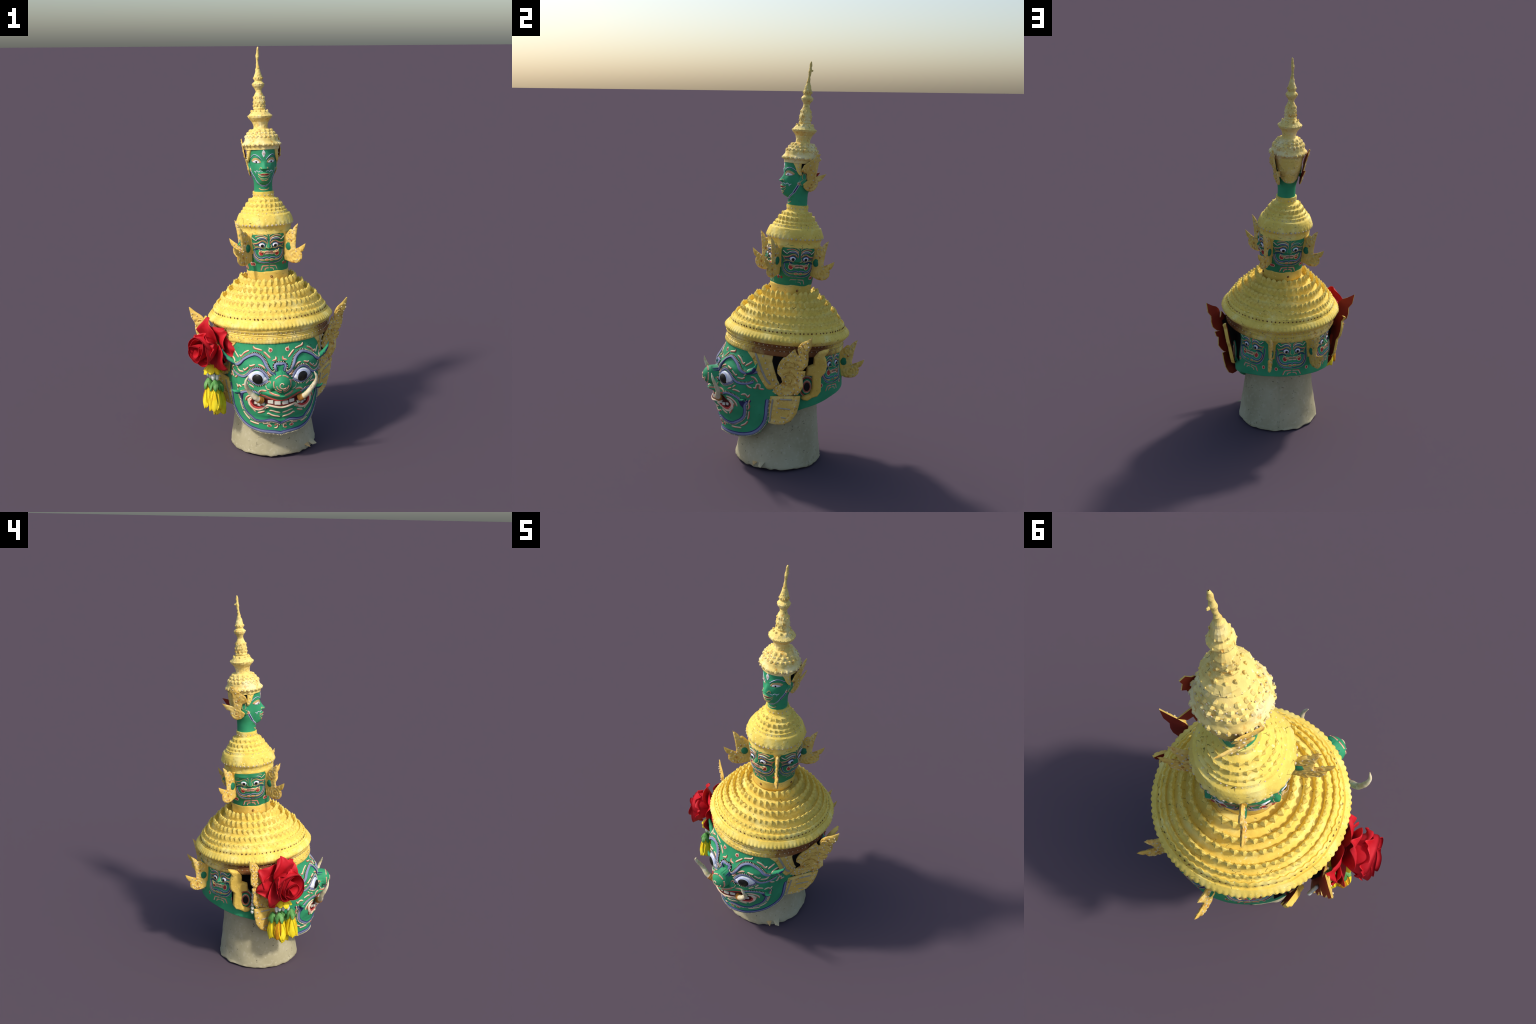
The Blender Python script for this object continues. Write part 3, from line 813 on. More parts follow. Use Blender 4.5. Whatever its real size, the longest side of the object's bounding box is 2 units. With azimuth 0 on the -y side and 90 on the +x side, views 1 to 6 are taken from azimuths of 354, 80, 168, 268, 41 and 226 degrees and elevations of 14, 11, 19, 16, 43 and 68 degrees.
def build_mid():
    na, nz = 360, 130; z = np.linspace(.895, 1.112, nz); az = np.arange(na) * 360 / na
    A, Z = np.meshgrid(az, z, indexing='ij'); v = cyl(A.ravel(), mid_r(A, Z).ravel(), Z.ravel())
    B = Build([GREEN_MID]); B.add(v, grid_faces(na, nz, True)); o = B.make('middle_head')
    me = small_face(MID, 0, MZ0, MVS, .118, 'x').mesh('small_face')
    # the face mesh is shared; its z is measured along the axis, so shift it to the frame of the drum
    zc = 1.0; me.transform(Matrix.Translation((0, 0, -zc)))
    for a in MID_TILT: add_obj('small_face', me, o, frame(zc) @ Matrix.Rotation(math.radians(a), 4, 'Z'))
    return o


mid_head = build_mid()

# ---- winged ear fins standing out radially between the small faces
FIN = [(-.02, .143), (0, .143), (.023, .167), (.032, .168), (.039, .165), (.047, .178), (.060, .190), (.074, .199), (.069, .175), (.061, .138), (.054, .086), (.056, .073), (.079, .083), (.106, .098), (.115, .103), (.111, .085), (.101, .065), (.088, .057), (.093, .048), (.091, .026), (.075, .008), (.055, .001), (.028, 0), (.010, .006), (-.02, .014)]


def fin_mesh():
    sw = lambda x, y: .0022 * np.sin(np.hypot(x - .05, y - .035) * 420) * G(np.hypot(x - .05, y - .035), .045) + .002 * np.sin(np.hypot(x - .035, y - .14) * 380) * G(np.hypot(x - .035, y - .14), .04)
    v, f, c = plate(FIN, .011, .0045, .007, .0016, True, 5, sw); v = v[:, [0, 2, 1]] * [1, -1, 1]
    B = Build([GOLD_PLATE, GREEN_DARK, PEARL, AMBER]); B.add(v, f, 0)
    for s in (1, -1):
        v, f = ball((.013, s * .004, .082), 1, 16, 8, [(.0175, 0, 0), (0, s * .006, 0), (0, 0, .021)]); B.add(v, f, 1)
        for x, z in ((.022, .150), (.040, .150), (.052, .165), (.034, .118), (.043, .100), (.050, .072), (.078, .072), (.030, .040), (.042, .018), (.066, .020), (.082, .040), (.058, .060), (.015, .118)):
            v, f = ball((x, s * .0052, z), 1, 8, 5, [(.0038, 0, 0), (0, .0028, 0), (0, 0, .0038)]); B.add(v, f, 2)
        for x, z in ((.032, .112), (.052, .040)):
            v, f = ball((x, s * .0052, z), 1, 8, 5, [(.005, 0, 0), (0, .0018, 0), (0, 0, .006)]); B.add(v, f, 3)
    return B.mesh('ear_fin', angle=40)


FINME = fin_mesh()


def place(az, z, r): return frame(z) @ Matrix.Rotation(math.radians(az - 90), 4, 'Z') @ Matrix.Translation((r, 0, 0))


for a, r in ((44.5, .132), (135, .126), (227, .126), (-45, .135)): add_obj('ear_fin', FINME, mid_head, place(a, .950 if abs(a) < 90 else .946, r))
for a in (159.5, -158.5): add_obj('ear_fin', FINME, nape, place(a, .454, .287))

# ================================================================== crowns
def tooth_mesh():
    v = [(0, -.5, 0), (.36, 0, 0), (0, .5, 0), (.40, 0, .50), (.14, 0, 1), (.02, -.5, .66), (.02, .5, .66), (-.4, -.5, 0), (-.4, .5, 0), (-.10, -.22, .84), (-.10, .22, .84)]
    f = [(0, 1, 3, 5), (1, 2, 6, 3), (3, 4, 5), (3, 6, 4), (5, 4, 9), (4, 6, 10), (4, 10, 9), (5, 9, 10, 6, 8, 7), (0, 5, 7), (2, 8, 6), (0, 7, 8, 2, 1)]
    return mesh_of('crown_leaf', v, f, [GOLD_RING], smooth=False)


LEAF_ME = tooth_mesh()


def leaf_ring(parent, n, r, z, h, depth=.028, phase=0.0, jit=.10):
    w = 2 * math.pi * r / n * .96
    for i in range(n):
        a = 360 * (i + phase) / n + random.uniform(-.08, .08) * 360 / n; k = 1 + random.uniform(-jit, jit)
        m = place(a, z + random.uniform(-.0012, .0012), r) @ Matrix.Rotation(random.uniform(-.08, .08), 4, 'X') @ Matrix.Rotation(random.uniform(-.05, .12), 4, 'Y') @ Matrix.Diagonal((depth * k, w, h * k, 1))
        add_obj('crown_leaf', LEAF_ME, parent, m)


def studs(parent, name, rows, mat, rad=None, flat=1.0):
    """rows of (count, r, z, size)"""
    B = Build([mat])
    for n, r, z, s in rows:
        for i in range(n):
            a = 360 * (i + random.uniform(-.15, .15)) / n; q = rad(a, r) if rad else r; c = cyl(np.array(a), np.array(q), np.array(z)); k = s * random.uniform(.8, 1.15)
            u = np.array([c[0], c[1], 0]) / q; B.add(*ball(c, 1, 7, 4, [u * k * .7, np.array([-u[1], u[0], 0]) * k, np.array([0, 0, 1]) * k * flat]))
    return B.make(name, parent, stuff=True)


def dense(p, step):
    o = []
    for a, b in zip(p[:-1], p[1:]):
        n = max(1, int(math.dist(a, b) / step)); o += [(a[0] + (b[0] - a[0]) * i / n, a[1] + (b[1] - a[1]) * i / n) for i in range(n)]
    return o + [p[-1]]


# --- big crown
TIERS = [(.085, .862), (.112, .853), (.125, .849), (.128, .866), (.134, .869), (.1375, .848), (.140, .834), (.151, .828), (.1635, .822), (.167, .838), (.172, .840), (.1755, .820), (.1775, .806),
         (.187, .799), (.196, .794), (.1995, .807), (.204, .809), (.2085, .794), (.2105, .781), (.221, .772), (.2295, .767), (.2325, .778), (.237, .780), (.2425, .763), (.2445, .751), (.252, .745), (.257, .742), (.260, .749),
         (.264, .749), (.268, .737), (.270, .728), (.275, .726), (.279, .730), (.284, .726), (.2865, .717), (.286, .707), (.290, .700), (.296, .702), (.304, .694), (.311, .685), (.3150, .678), (.3142, .673), (.308, .664), (.300, .655), (.27, .66)]
v, f = revolve(dense(TIERS, .006), 540, lambda A, R, Z: R + (.0048 * np.abs(np.sin(np.radians(A) * 50)) - .003) * G(Z - .677, .010) + .0018 * np.sin(np.radians(A) * 62) * G(Z - .730, .008) + .0016 * np.sin(np.radians(A) * 70) * G(Z - .712, .006), lump=.0016, lk=45)
B = Build([GOLD_RING]); B.add(v, f); crown = B.make('crown', angle=50)
for n, r, z, h, d in ((29, .134, .849, .036, .030), (37, .171, .820, .032, .028), (45, .203, .794, .028, .026), (54, .236, .764, .026, .024), (64, .2615, .737, .018, .018)): leaf_ring(crown, n, r, z, h, d)
UNDER = [(.270, .668), (.290, .664), (.300, .656), (.297, .648), (.292, .642), (.296, .638), (.292, .634), (.295, .629), (.2935, .625), (.300, .621), (.3015, .606), (.2985, .599), (.288, .597), (.27, .60)]
v, f = revolve(dense(UNDER, .003), 360, lambda A, R, Z: R + .009 * np.cos(np.radians(A)) + .004 * np.cos(2 * np.radians(A)) - .005 + .0012 * np.sin(np.radians(A) * 120) * (Z < .618), lump=.0010, lk=50)
B = Build([GOLD_WORN]); B.add(v, f); band = B.make('crown_band', angle=50)
BANDR = lambda a, r: r + .009 * math.cos(math.radians(a)) + .004 * math.cos(2 * math.radians(a)) - .005
studs(crown, 'pearl_stud', [(84, .2955, .646, .0032), (80, .3005, .6245, .0027)], PEARL, BANDR)
studs(crown, 'dimple', [(84, .2862, .7135, .0044)], BROWN)
COLLAR = [(.095, .915), (.104, .914), (.1045, .905), (.1035, .87), (.1035, .862), (.1, .86)]
v, f = revolve(dense(COLLAR, .005), 160, lump=.0006); B = Build([GOLD_SMOOTH]); B.add(v, f); collar = B.make('neck_collar')
for a in MID_TILT:
    B = Build([AMBER, BROWN]); c = cyl(np.array(a + 4.), np.array(.1045), np.array(.886)); u = np.array([c[0], c[1], 0]) / .1045; t = np.array([-u[1], u[0], 0])
    v, f = ball(c, 1, 10, 6, [u * .005, t * .0065, np.array([0, 0, .0065])]); B.add(v, f, 1); v, f = ball(c + u * .002, 1, 10, 6, [u * .0045, t * .004, np.array([0, 0, .004])]); B.add(v, f, 0); B.make('screw', collar)

# --- middle crown
MT = [(.045, 1.300), (.053, 1.300), (.0535, 1.290), (.052, 1.275), (.053, 1.270), (.062, 1.266), (.066, 1.264), (.072, 1.262), (.0735, 1.249), (.078, 1.246), (.083, 1.245), (.088, 1.243), (.0905, 1.226), (.095, 1.223), (.101, 1.221), (.103, 1.219), (.105, 1.209), (.109, 1.207), (.114, 1.206), (.117, 1.195), (.121, 1.192), (.128, 1.190), (.135, 1.174), (.140, 1.159), (.1425, 1.150), (.142, 1.141), (.136, 1.133), (.131, 1.127), (.129, 1.112), (.131, 1.106), (.130, 1.099), (.120, 1.098)]
v, f = revolve(dense(MT, .005), 260, lambda A, R, Z: R + .0022 * np.sin(np.radians(A) * 34) * G(Z - 1.146, .008), lump=.0016, lk=55, seed=4)
B = Build([GOLD_RING]); B.add(v, f); mcrown = B.make('middle_crown', angle=50)
for n, r, z, h, d in ((19, .070, 1.248, .019, .017), (24, .0875, 1.226, .020, .017), (29, .1015, 1.208, .015, .014)): leaf_ring(mcrown, n, r, z, h, d, jit=.08)
studs(mcrown, 'pearl_stud', [(40, .1415, 1.143, .0052), (16, .0530, 1.283, .0038), (36, .1155, 1.199, .0030)], PEARL)
# gold corner pieces that frame the four faces at the hairline
B = Build([GOLD_SMOOTH])
for a in (45, 136, 227, -43):
    MIDO = Surf(lambda q, z: mid_r(q * 0 + 45, z) + .0045)
    MIDO.patch(B, [(a - 9, 1.106), (a + 9, 1.106), (a + 5, 1.085), (a + 4, 1.05), (a + 4, 1.0), (a - 4, 1.0), (a - 4, 1.05), (a - 5, 1.085)], 0, off=.001, base_r=.118, smooth=False, center=(a, 1.07))
B.make('hairline_corner', mcrown)
B = Build([GOLD_SMOOTH])
for a in (159.5, -158.5):
    HEAD.patch(B, [(a - 9, .606), (a + 9, .606), (a + 4, .580), (a + 3, .50), (a - 3, .50), (a - 4, .580)], 0, off=.003, smooth=False, center=(a, .58))
B.make('hairline_corner', nape)

# ================================================================== top head (human face) and spire
UA = [0, 15, 30, 50, 70, 90, 120, 150, 180]
UZ = [1.285, 1.32, 1.335, 1.345, 1.36, 1.385, 1.41, 1.44, 1.48, 1.515]
UR = np.array([
    [.0505, .0495, .048, .047, .0465, .046, .046, .047, .048],
    [.0510, .0500, .048, .046, .0455, .0455, .0455, .046, .047],
    [.0560, .0540, .050, .047, .0460, .0455, .0455, .0455, .0465],
    [.0740, .0690, .057, .049, .0470, .0460, .0455, .0455, .0465],
    [.0850, .0790, .064, .052, .0500, .0490, .0470, .0465, .0480],
    [.0860, .0830, .071, .060, .0580, .0570, .0530, .0540, .0560],
    [.0850, .0830, .076, .066, .0625, .0600, .0580, .0610, .0630],
    [.0815, .0805, .077, .069, .0650, .0630, .0640, .0690, .0720],
    [.0820, .0810, .078, .072, .0680, .0660, .0690, .0760, .0790],
    [.0825, .0820, .080, .076, .0730, .0720, .0760, .0800, .0810]])


def top_r(a, z):
    a = np.asarray(a, float); z = np.asarray(z, float); k = np.abs((a + 180) % 360 - 180)
    r = bicubic(a, z, UA, UZ, UR)
    zz = np.clip((1.452 - z) / (1.452 - 1.417), 0, 1)       # nose wedge
    r = r + .0195 * G(k, 6 + 3.5 * zz) * np.where(z > 1.417, zz ** 1.2, G(z - 1.417, .007)) + .0075 * G(k - 9, 5) * G(z - 1.415, .007)
    r = r + .0085 * G(k, 14) * G(z - 1.391, .006) + .006 * G(k, 13) * G(z - 1.379, .006) - .003 * G(k, 16) * G(z - 1.385, .0025)
    r = r - .004 * G(k - 22, 9) * G(z - 1.447, .010) + .003 * G(k - 22, 14) * G(z - 1.472, .008)
    return r


TOP = Surf(top_r)
na, nz = 300, 150
A_, Z_ = np.meshgrid(np.arange(na) * 360 / na, np.linspace(1.285, 1.518, nz), indexing='ij')
B = Build([GREEN]); B.add(cyl(A_.ravel(), top_r(A_, Z_).ravel(), Z_.ravel()), grid_faces(na, nz, True)); top_head = B.make('upper_head')
B = Build([SKYW, OCHRE, WHITE, BLACK, RED, PINK, NAVY, CORAL]); PR = .075
for s in (1, -1):
    T = lambda pts: [(s * a, z) for a, z in pts]
    P = lambda pts, w, mats, **k: TOP.strip(B, T(pts), w, mats, base_r=PR, step=.002, off=.0003, **({'h': .0008} | k))
    P([(66, 1.466), (56, 1.471), (43, 1.481), (31, 1.483), (19, 1.475), (8, 1.459)], .0023, [6, 0] if s > 0 else [0, 6])
    P([(55, 1.453), (42, 1.463), (31, 1.466), (19, 1.461), (11, 1.445)], .0026, [1, 1])
    TOP.patch(B, T([(54, 1.452), (42, 1.4625), (30, 1.465), (18, 1.460), (12, 1.445), (24, 1.442), (40, 1.445)]), 1, off=.0006, dome=.001, base_r=PR)
    TOP.patch(B, T([(48, 1.449), (40, 1.4535), (30, 1.4575), (21, 1.455), (15.5, 1.4445), (24, 1.4428), (38, 1.4445)]), 2, off=.0014, dome=.0015, base_r=PR)
    TOP.patch(B, ellipse((s * 28, 1.4490), .0042, .0050, 12, PR), 3, off=.0032, base_r=PR)
    TOP.patch(B, T([(50, 1.451), (44, 1.455), (43, 1.448)]), 7, off=.0016, base_r=PR, smooth=False)
    P([(15.5, 1.411), (13.5, 1.420), (10, 1.422), (7.5, 1.416)], .0014, [1])
    P([(43, 1.404), (35, 1.400), (27, 1.406), (20, 1.400), (13, 1.405), (5, 1.402)], .0016, [0, 2]); P([(36, 1.399), (34, 1.393), (31, 1.396)], .0012, [0])
    P([(23, 1.391), (14, 1.389), (5, 1.3925), (0, 1.392)], .0012, [1]); P([(22, 1.389), (12, 1.380), (0, 1.379)], .0014, [5, 1])
    TOP.patch(B, T([(19, 1.389), (8, 1.3905), (0, 1.390), (0, 1.3825), (8, 1.3825)]), 4, off=.001, base_r=PR, smooth=False, center=(s * 7, 1.387))
    P([(22, 1.380), (12, 1.368), (0, 1.365)], .0013, [1]); P([(14, 1.364), (6, 1.358), (0, 1.357)], .0022, [7, 1]); P([(32, 1.318), (18, 1.311), (0, 1.309)], .0024, [1])
    # chin strap: dark blue ribbon between two pale lines, with a rosette
    st = [(88, 1.466), (84, 1.440), (78, 1.412), (66, 1.386), (50, 1.362), (30, 1.343), (14, 1.331), (0, 1.328)]
    P(st[:5], .0060, [0, 6, 6, 0], h=.0004, taper=(1, 1)); P(st[4:], .0040, [0, 6, 0], h=.0004, taper=(1, 1))
    for k in range(5):
        t = 2 * math.pi * k / 5 + .3; TOP.patch(B, ellipse((s * 76 + 57.3 / .06 * .0055 * math.cos(t), 1.408 + .0055 * math.sin(t)), .0038, .0038, 8, .06), 5, off=.0018, dome=.001, base_r=.06, rings=3)
    TOP.patch(B, ellipse((s * 76, 1.408), .0035, .0035, 8, .06), 7, off=.0032, base_r=.06, rings=3)
TOP.patch(B, [(0, 1.506), (4.6, 1.497), (6.4, 1.489), (4.4, 1.481), (0, 1.469), (-4.4, 1.481), (-6.4, 1.489), (-4.6, 1.497)], 2, off=.0010, base_r=PR)
TOP.patch(B, ellipse((0, 1.488), .0035, .0055, 10, PR), 5, off=.0020, base_r=PR)
B.make('painted_scrollwork', top_head, stuff=True)

# gilded neck guard at the back of the top head
B = Build([GOLD, PEARL]); na, nz = 80, 40; aa = np.linspace(92, 268, na)
lowz = 1.383 + .085 * np.clip(np.abs(aa - 180) / 62, 0, 1.3) ** 3
A_ = np.repeat(aa[:, None], nz, 1); Z_ = lowz[:, None] + (1.515 - lowz[:, None]) * np.linspace(0, 1, nz)[None]
R_ = top_r(A_, Z_) + .006 + .001 * wob(cyl(A_.ravel(), np.full(A_.size, .08), Z_.ravel()), 90, 3).reshape(A_.shape)
R_ = np.maximum(R_, np.interp(Z_, [1.38, 1.42, 1.47, 1.515], [.058, .066, .078, .083]) * np.interp(np.abs(A_ - 180), [0, 60, 90], [1, .95, .80]))
v = cyl(A_.ravel(), R_.ravel(), Z_.ravel()); v2 = cyl(A_[:, 0], R_[:, 0] - .008, Z_[:, 0] + .002)
B.add(v, grid_faces(na, nz)); B.add(np.stack([v2, v.reshape(na, nz, 3)[:, 0]], 1).reshape(-1, 3), grid_faces(na, 2))
for i in range(8, na - 8, 6): B.add(*ball(cyl(A_[i, 1], R_[i, 1], Z_[i, 1] + .003), .0036), 1)
B.add(*ball(cyl(np.array(188.), np.array(.081), np.array(1.47)), .0036), 1); B.add(*ball(cyl(np.array(172.), np.array(.081), np.array(1.47)), .0036), 1)
B.make('neck_guard', top_head)

# small ears, temple straps and winged ear plates of the top head
WING = [(.072, 1.559), (.054, 1.556), (.041, 1.536), (.033, 1.530), (.016, 1.516), (-.004, 1.501), (-.014, 1.477), (-.011, 1.467), (.015, 1.460), (.023, 1.426), (.003, 1.408), (.009, 1.390), (.025, 1.377), (.045, 1.371), (.064, 1.379), (.078, 1.401), (.080, 1.423), (.096, 1.430), (.117, 1.464), (.080, 1.453), (.060, 1.446), (.062, 1.489), (.066, 1.516), (.077, 1.529), (.068, 1.543)]
for s in (1, -1):
    V, F, C = plate(WING, .006, .004, .005, .0014, False, 8, lambda x, y: .0014 * np.sin(np.hypot(x - .045, y - 1.41) * 500) * G(np.hypot(x - .045, y - 1.41), .03))
    x = -.2467 - .156 * V[:, 0] + .226 * V[:, 1] - .003
    B = Build([GOLD_PLATE, REDBACK, PEARL, AMBER]); P3 = np.c_[s * (x + V[:, 2]), V[:, 0], V[:, 1]]
    B.add(P3, F if s > 0 else [q[::-1] for q in F], [0 if c != 1 else 1 for c in C])
    at = lambda y, z, o=.006: (s * (-.2467 - .156 * y + .226 * z + o - .003), y, z)
    for y, z in ((.025, 1.500), (.045, 1.520), (.045, 1.475), (.040, 1.455), (.052, 1.430), (.030, 1.390), (.070, 1.410), (.058, 1.540)): B.add(*ball(at(y, z), .0034, 7, 5), 2)
    for y, z in ((.033, 1.480), (.047, 1.408)): B.add(*ball(at(y, z, .005), .0040, 8, 5), 3)
    B.make('ear_wing', top_head, angle=45)
    # green ear with a pale whorl
    B = Build([GREEN, OCHRE]); c = np.array([s * .064, .004, 1.434])
    v, f = ball(c, 1, 20, 12, [(s * .007, 0, 0), (0, .019, -.004), (0, .006, .037)]); B.add(v, f, 0)
    wh = [(c[0] + s * .0055, .004 + .0125 * math.cos(t) * (1 - t / 9), 1.442 + .022 * math.sin(t) * (1 - t / 9)) for t in np.linspace(-.6, 4.6, 22)]
    B.add(*tube(wh, .0019, 6), 1); B.add(*tube(resample(np.array([(s * .069, .012, 1.430), (s * .069, -.008, 1.421), (s * .067, -.011, 1.408), (s * .066, -.002, 1.402)]), .003), .0018, 6), 1); B.make('ear', top_head)
    B = Build([GOLD, PEARL])
    TOPO = Surf(lambda a, z: np.maximum(top_r(a, z), .074))
    TOPO.patch(B, [(s * a, z) for a, z in [(48, 1.516), (58, 1.488), (64, 1.470), (74, 1.452), (82, 1.450), (83, 1.466), (80, 1.488), (78, 1.516)]], 0, off=.004, dome=.003, base_r=.075)
    for a, z in ((68, 1.505), (70, 1.488), (74, 1.470), (78, 1.458)): B.add(*ball(TOPO.at(np.array(s * a), np.array(z), .0065), .0036), 1)
    B.make('temple_strap', top_head)
    B = Build([SHADOW]); TOPO.patch(B, [(s * a, z) for a, z in [(80, 1.516), (104, 1.516), (96, 1.492), (84, 1.466)]], 0, off=.0015, base_r=.075, smooth=False); B.make('painted_opening_shade', top_head)

# --- upper crown and spire
DOME = [(.030, 1.612), (.0375, 1.606), (.046, 1.604), (.054, 1.600), (.060, 1.592), (.066, 1.584), (.072, 1.577), (.077, 1.570), (.081, 1.562), (.083, 1.555), (.084, 1.548), (.087, 1.544), (.094, 1.535), (.0945, 1.530), (.089, 1.524), (.085, 1.518), (.084, 1.508), (.078, 1.506)]
v, f = revolve(dense(DOME, .004), 200, lump=.0017, lk=80, seed=6); B = Build([GOLD_PALE]); B.add(v, f); ucrown = B.make('upper_crown', angle=55)
B = Build([GOLD_PALE])
for n, r, z, s in ((14, .053, 1.597, .0095), (18, .064, 1.584, .0095), (22, .075, 1.569, .0095), (24, .0915, 1.531, .0085)):
    for i in range(n):
        a = 360 * (i + .5 * (n % 4 == 2) + random.uniform(-.1, .1)) / n; c = cyl(np.array(a), np.array(r), np.array(z)); u = np.array([c[0], c[1], 0]) / r
        k = s * random.uniform(.85, 1.1); t = np.array([-u[1], u[0], 0]); o = u * .72 + np.array([0, 0, .7])
        B.add(*ball(c, 1, 6, 4, [o * k * .9, t * k, (np.array([0, 0, .72]) - u * .7) * k]))
B.make('crown_knob', ucrown, stuff=True, smooth=False)
studs(ucrown, 'pearl_stud', [(26, .096, 1.533, .0030), (22, .0785, 1.573, .0028), (18, .0665, 1.588, .0028)], PEARL)
SPIRE = [(.0015, 2.0), (.0045, 1.995), (.0060, 1.985), (.0060, 1.970), (.0072, 1.958), (.0068, 1.950), (.0066, 1.930), (.0072, 1.908), (.0100, 1.892), (.0135, 1.880), (.0175, 1.868), (.0210, 1.853), (.0208, 1.844), (.0185, 1.837), (.0195, 1.834), (.0250, 1.829), (.0300, 1.821), (.0275, 1.812), (.0210, 1.802), (.0165, 1.794), (.0150, 1.784), (.0190, 1.774), (.0250, 1.763), (.0285, 1.748), (.0298, 1.734), (.0290, 1.720), (.0270, 1.713), (.0300, 1.709), (.0315, 1.704), (.0290, 1.699), (.0330, 1.695), (.0430, 1.688), (.0500, 1.679), (.0610, 1.668), (.0585, 1.660), (.0490, 1.650), (.0410, 1.640), (.0375, 1.628), (.0350, 1.618), (.0365, 1.607), (.0380, 1.602)]
v, f = revolve(dense(SPIRE, .007), 18, lump=.0019, lk=120, seed=9); B = Build([GOLD_PALE]); B.add(v, f); spire = B.make('spire', smooth=False)
B = Build([GOLD_PALE])
for n, r, z, s in ((11, .0400, 1.691, .0062), (10, .0295, 1.718, .0050), (9, .0292, 1.735, .0048), (8, .0265, 1.757, .0045), (9, .0215, 1.850, .0042), (22, .0590, 1.668, .0034), (11, .0285, 1.822, .0032)):
    for i in range(n):
        a = 360 * (i + random.uniform(-.12, .12)) / n; c = cyl(np.array(a), np.array(r), np.array(z)); u = np.array([c[0], c[1], 0]) / r; t = np.array([-u[1], u[0], 0]); k = s * random.uniform(.85, 1.15)
        B.add(*ball(c, 1, 5, 4, [u * k * .8, t * k * .8, np.array([0, 0, 1]) * k * 1.25]))
B.add(*ball((.0, .010, 1.955), 1, 6, 4, [(.003, 0, 0), (0, .006, 0), (0, 0, .005)]))
B.make('spire_leaf', spire, stuff=True, smooth=False)

# ================================================================== big ears, lobes and rear flames
EAR = [(.033, .728), (.034, .673), (.026, .646), (.030, .612), (.029, .583), (.016, .553), (.004, .546), (.025, .552), (.023, .522), (.017, .515), (.023, .469), (.016, .440), (.008, .420), (-.031, .397), (-.065, .392), (-.096, .405), (-.118, .413), (-.088, .435), (-.071, .451), (-.059, .469), (-.066, .490), (-.083, .508), (-.086, .528), (-.084, .550), (-.079, .570), (-.070, .590), (-.066, .597), (-.058, .600), (-.049, .612), (-.040, .626), (-.031, .640), (-.024, .647), (-.017, .630), (-.009, .619), (-.004, .622), (-.012, .649), (-.009, .670), (.002, .690), (.015, .703)]
LOBE = [(-.106, .385), (-.044, .400), (.019, .418), (.018, .373), (.012, .324), (-.008, .278), (-.036, .253), (-.069, .244), (-.108, .243)]
FLAME = [(.141, .652), (.137, .636), (.124, .618), (.134, .597), (.141, .569), (.138, .536), (.120, .507), (.124, .470), (.128, .433), (.114, .405), (.091, .396), (.071, .379), (.046, .381), (.036, .392), (.041, .400), (.076, .416), (.083, .450), (.075, .511), (.043, .512), (.047, .556), (.075, .571), (.074, .605), (.095, .636), (.120, .648)]


def board(outline, c, s, thick, mats, seed, lump=.002, swirl=None, back=True, grid=.006, bend=None):
    V, F, C = plate(outline, thick, grid, .007, lump, False, seed, swirl)
    nx = 1 / math.sqrt(1 + c[1] ** 2 + c[2] ** 2); x = c[0] + c[1] * V[:, 0] + c[2] * V[:, 1]
    if bend: x = x + bend(V[:, 0], V[:, 1])
    p = np.c_[x + V[:, 2] * nx, V[:, 0] - c[1] * nx * V[:, 2], V[:, 1] - c[2] * nx * V[:, 2]] * [s, 1, 1]
    B = Build(mats); B.add(p, F if s > 0 else [q[::-1] for q in F], [1 if k == 1 else 0 for k in C]); return B


def on_board(c, s, y, z, o, bend=None):
    nx = 1 / math.sqrt(1 + c[1] ** 2 + c[2] ** 2); x = c[0] + c[1] * y + c[2] * z + (bend(y, z) if bend else 0)
    return np.array([s * (x + o * nx), y - c[1] * nx * o, z - c[2] * nx * o])


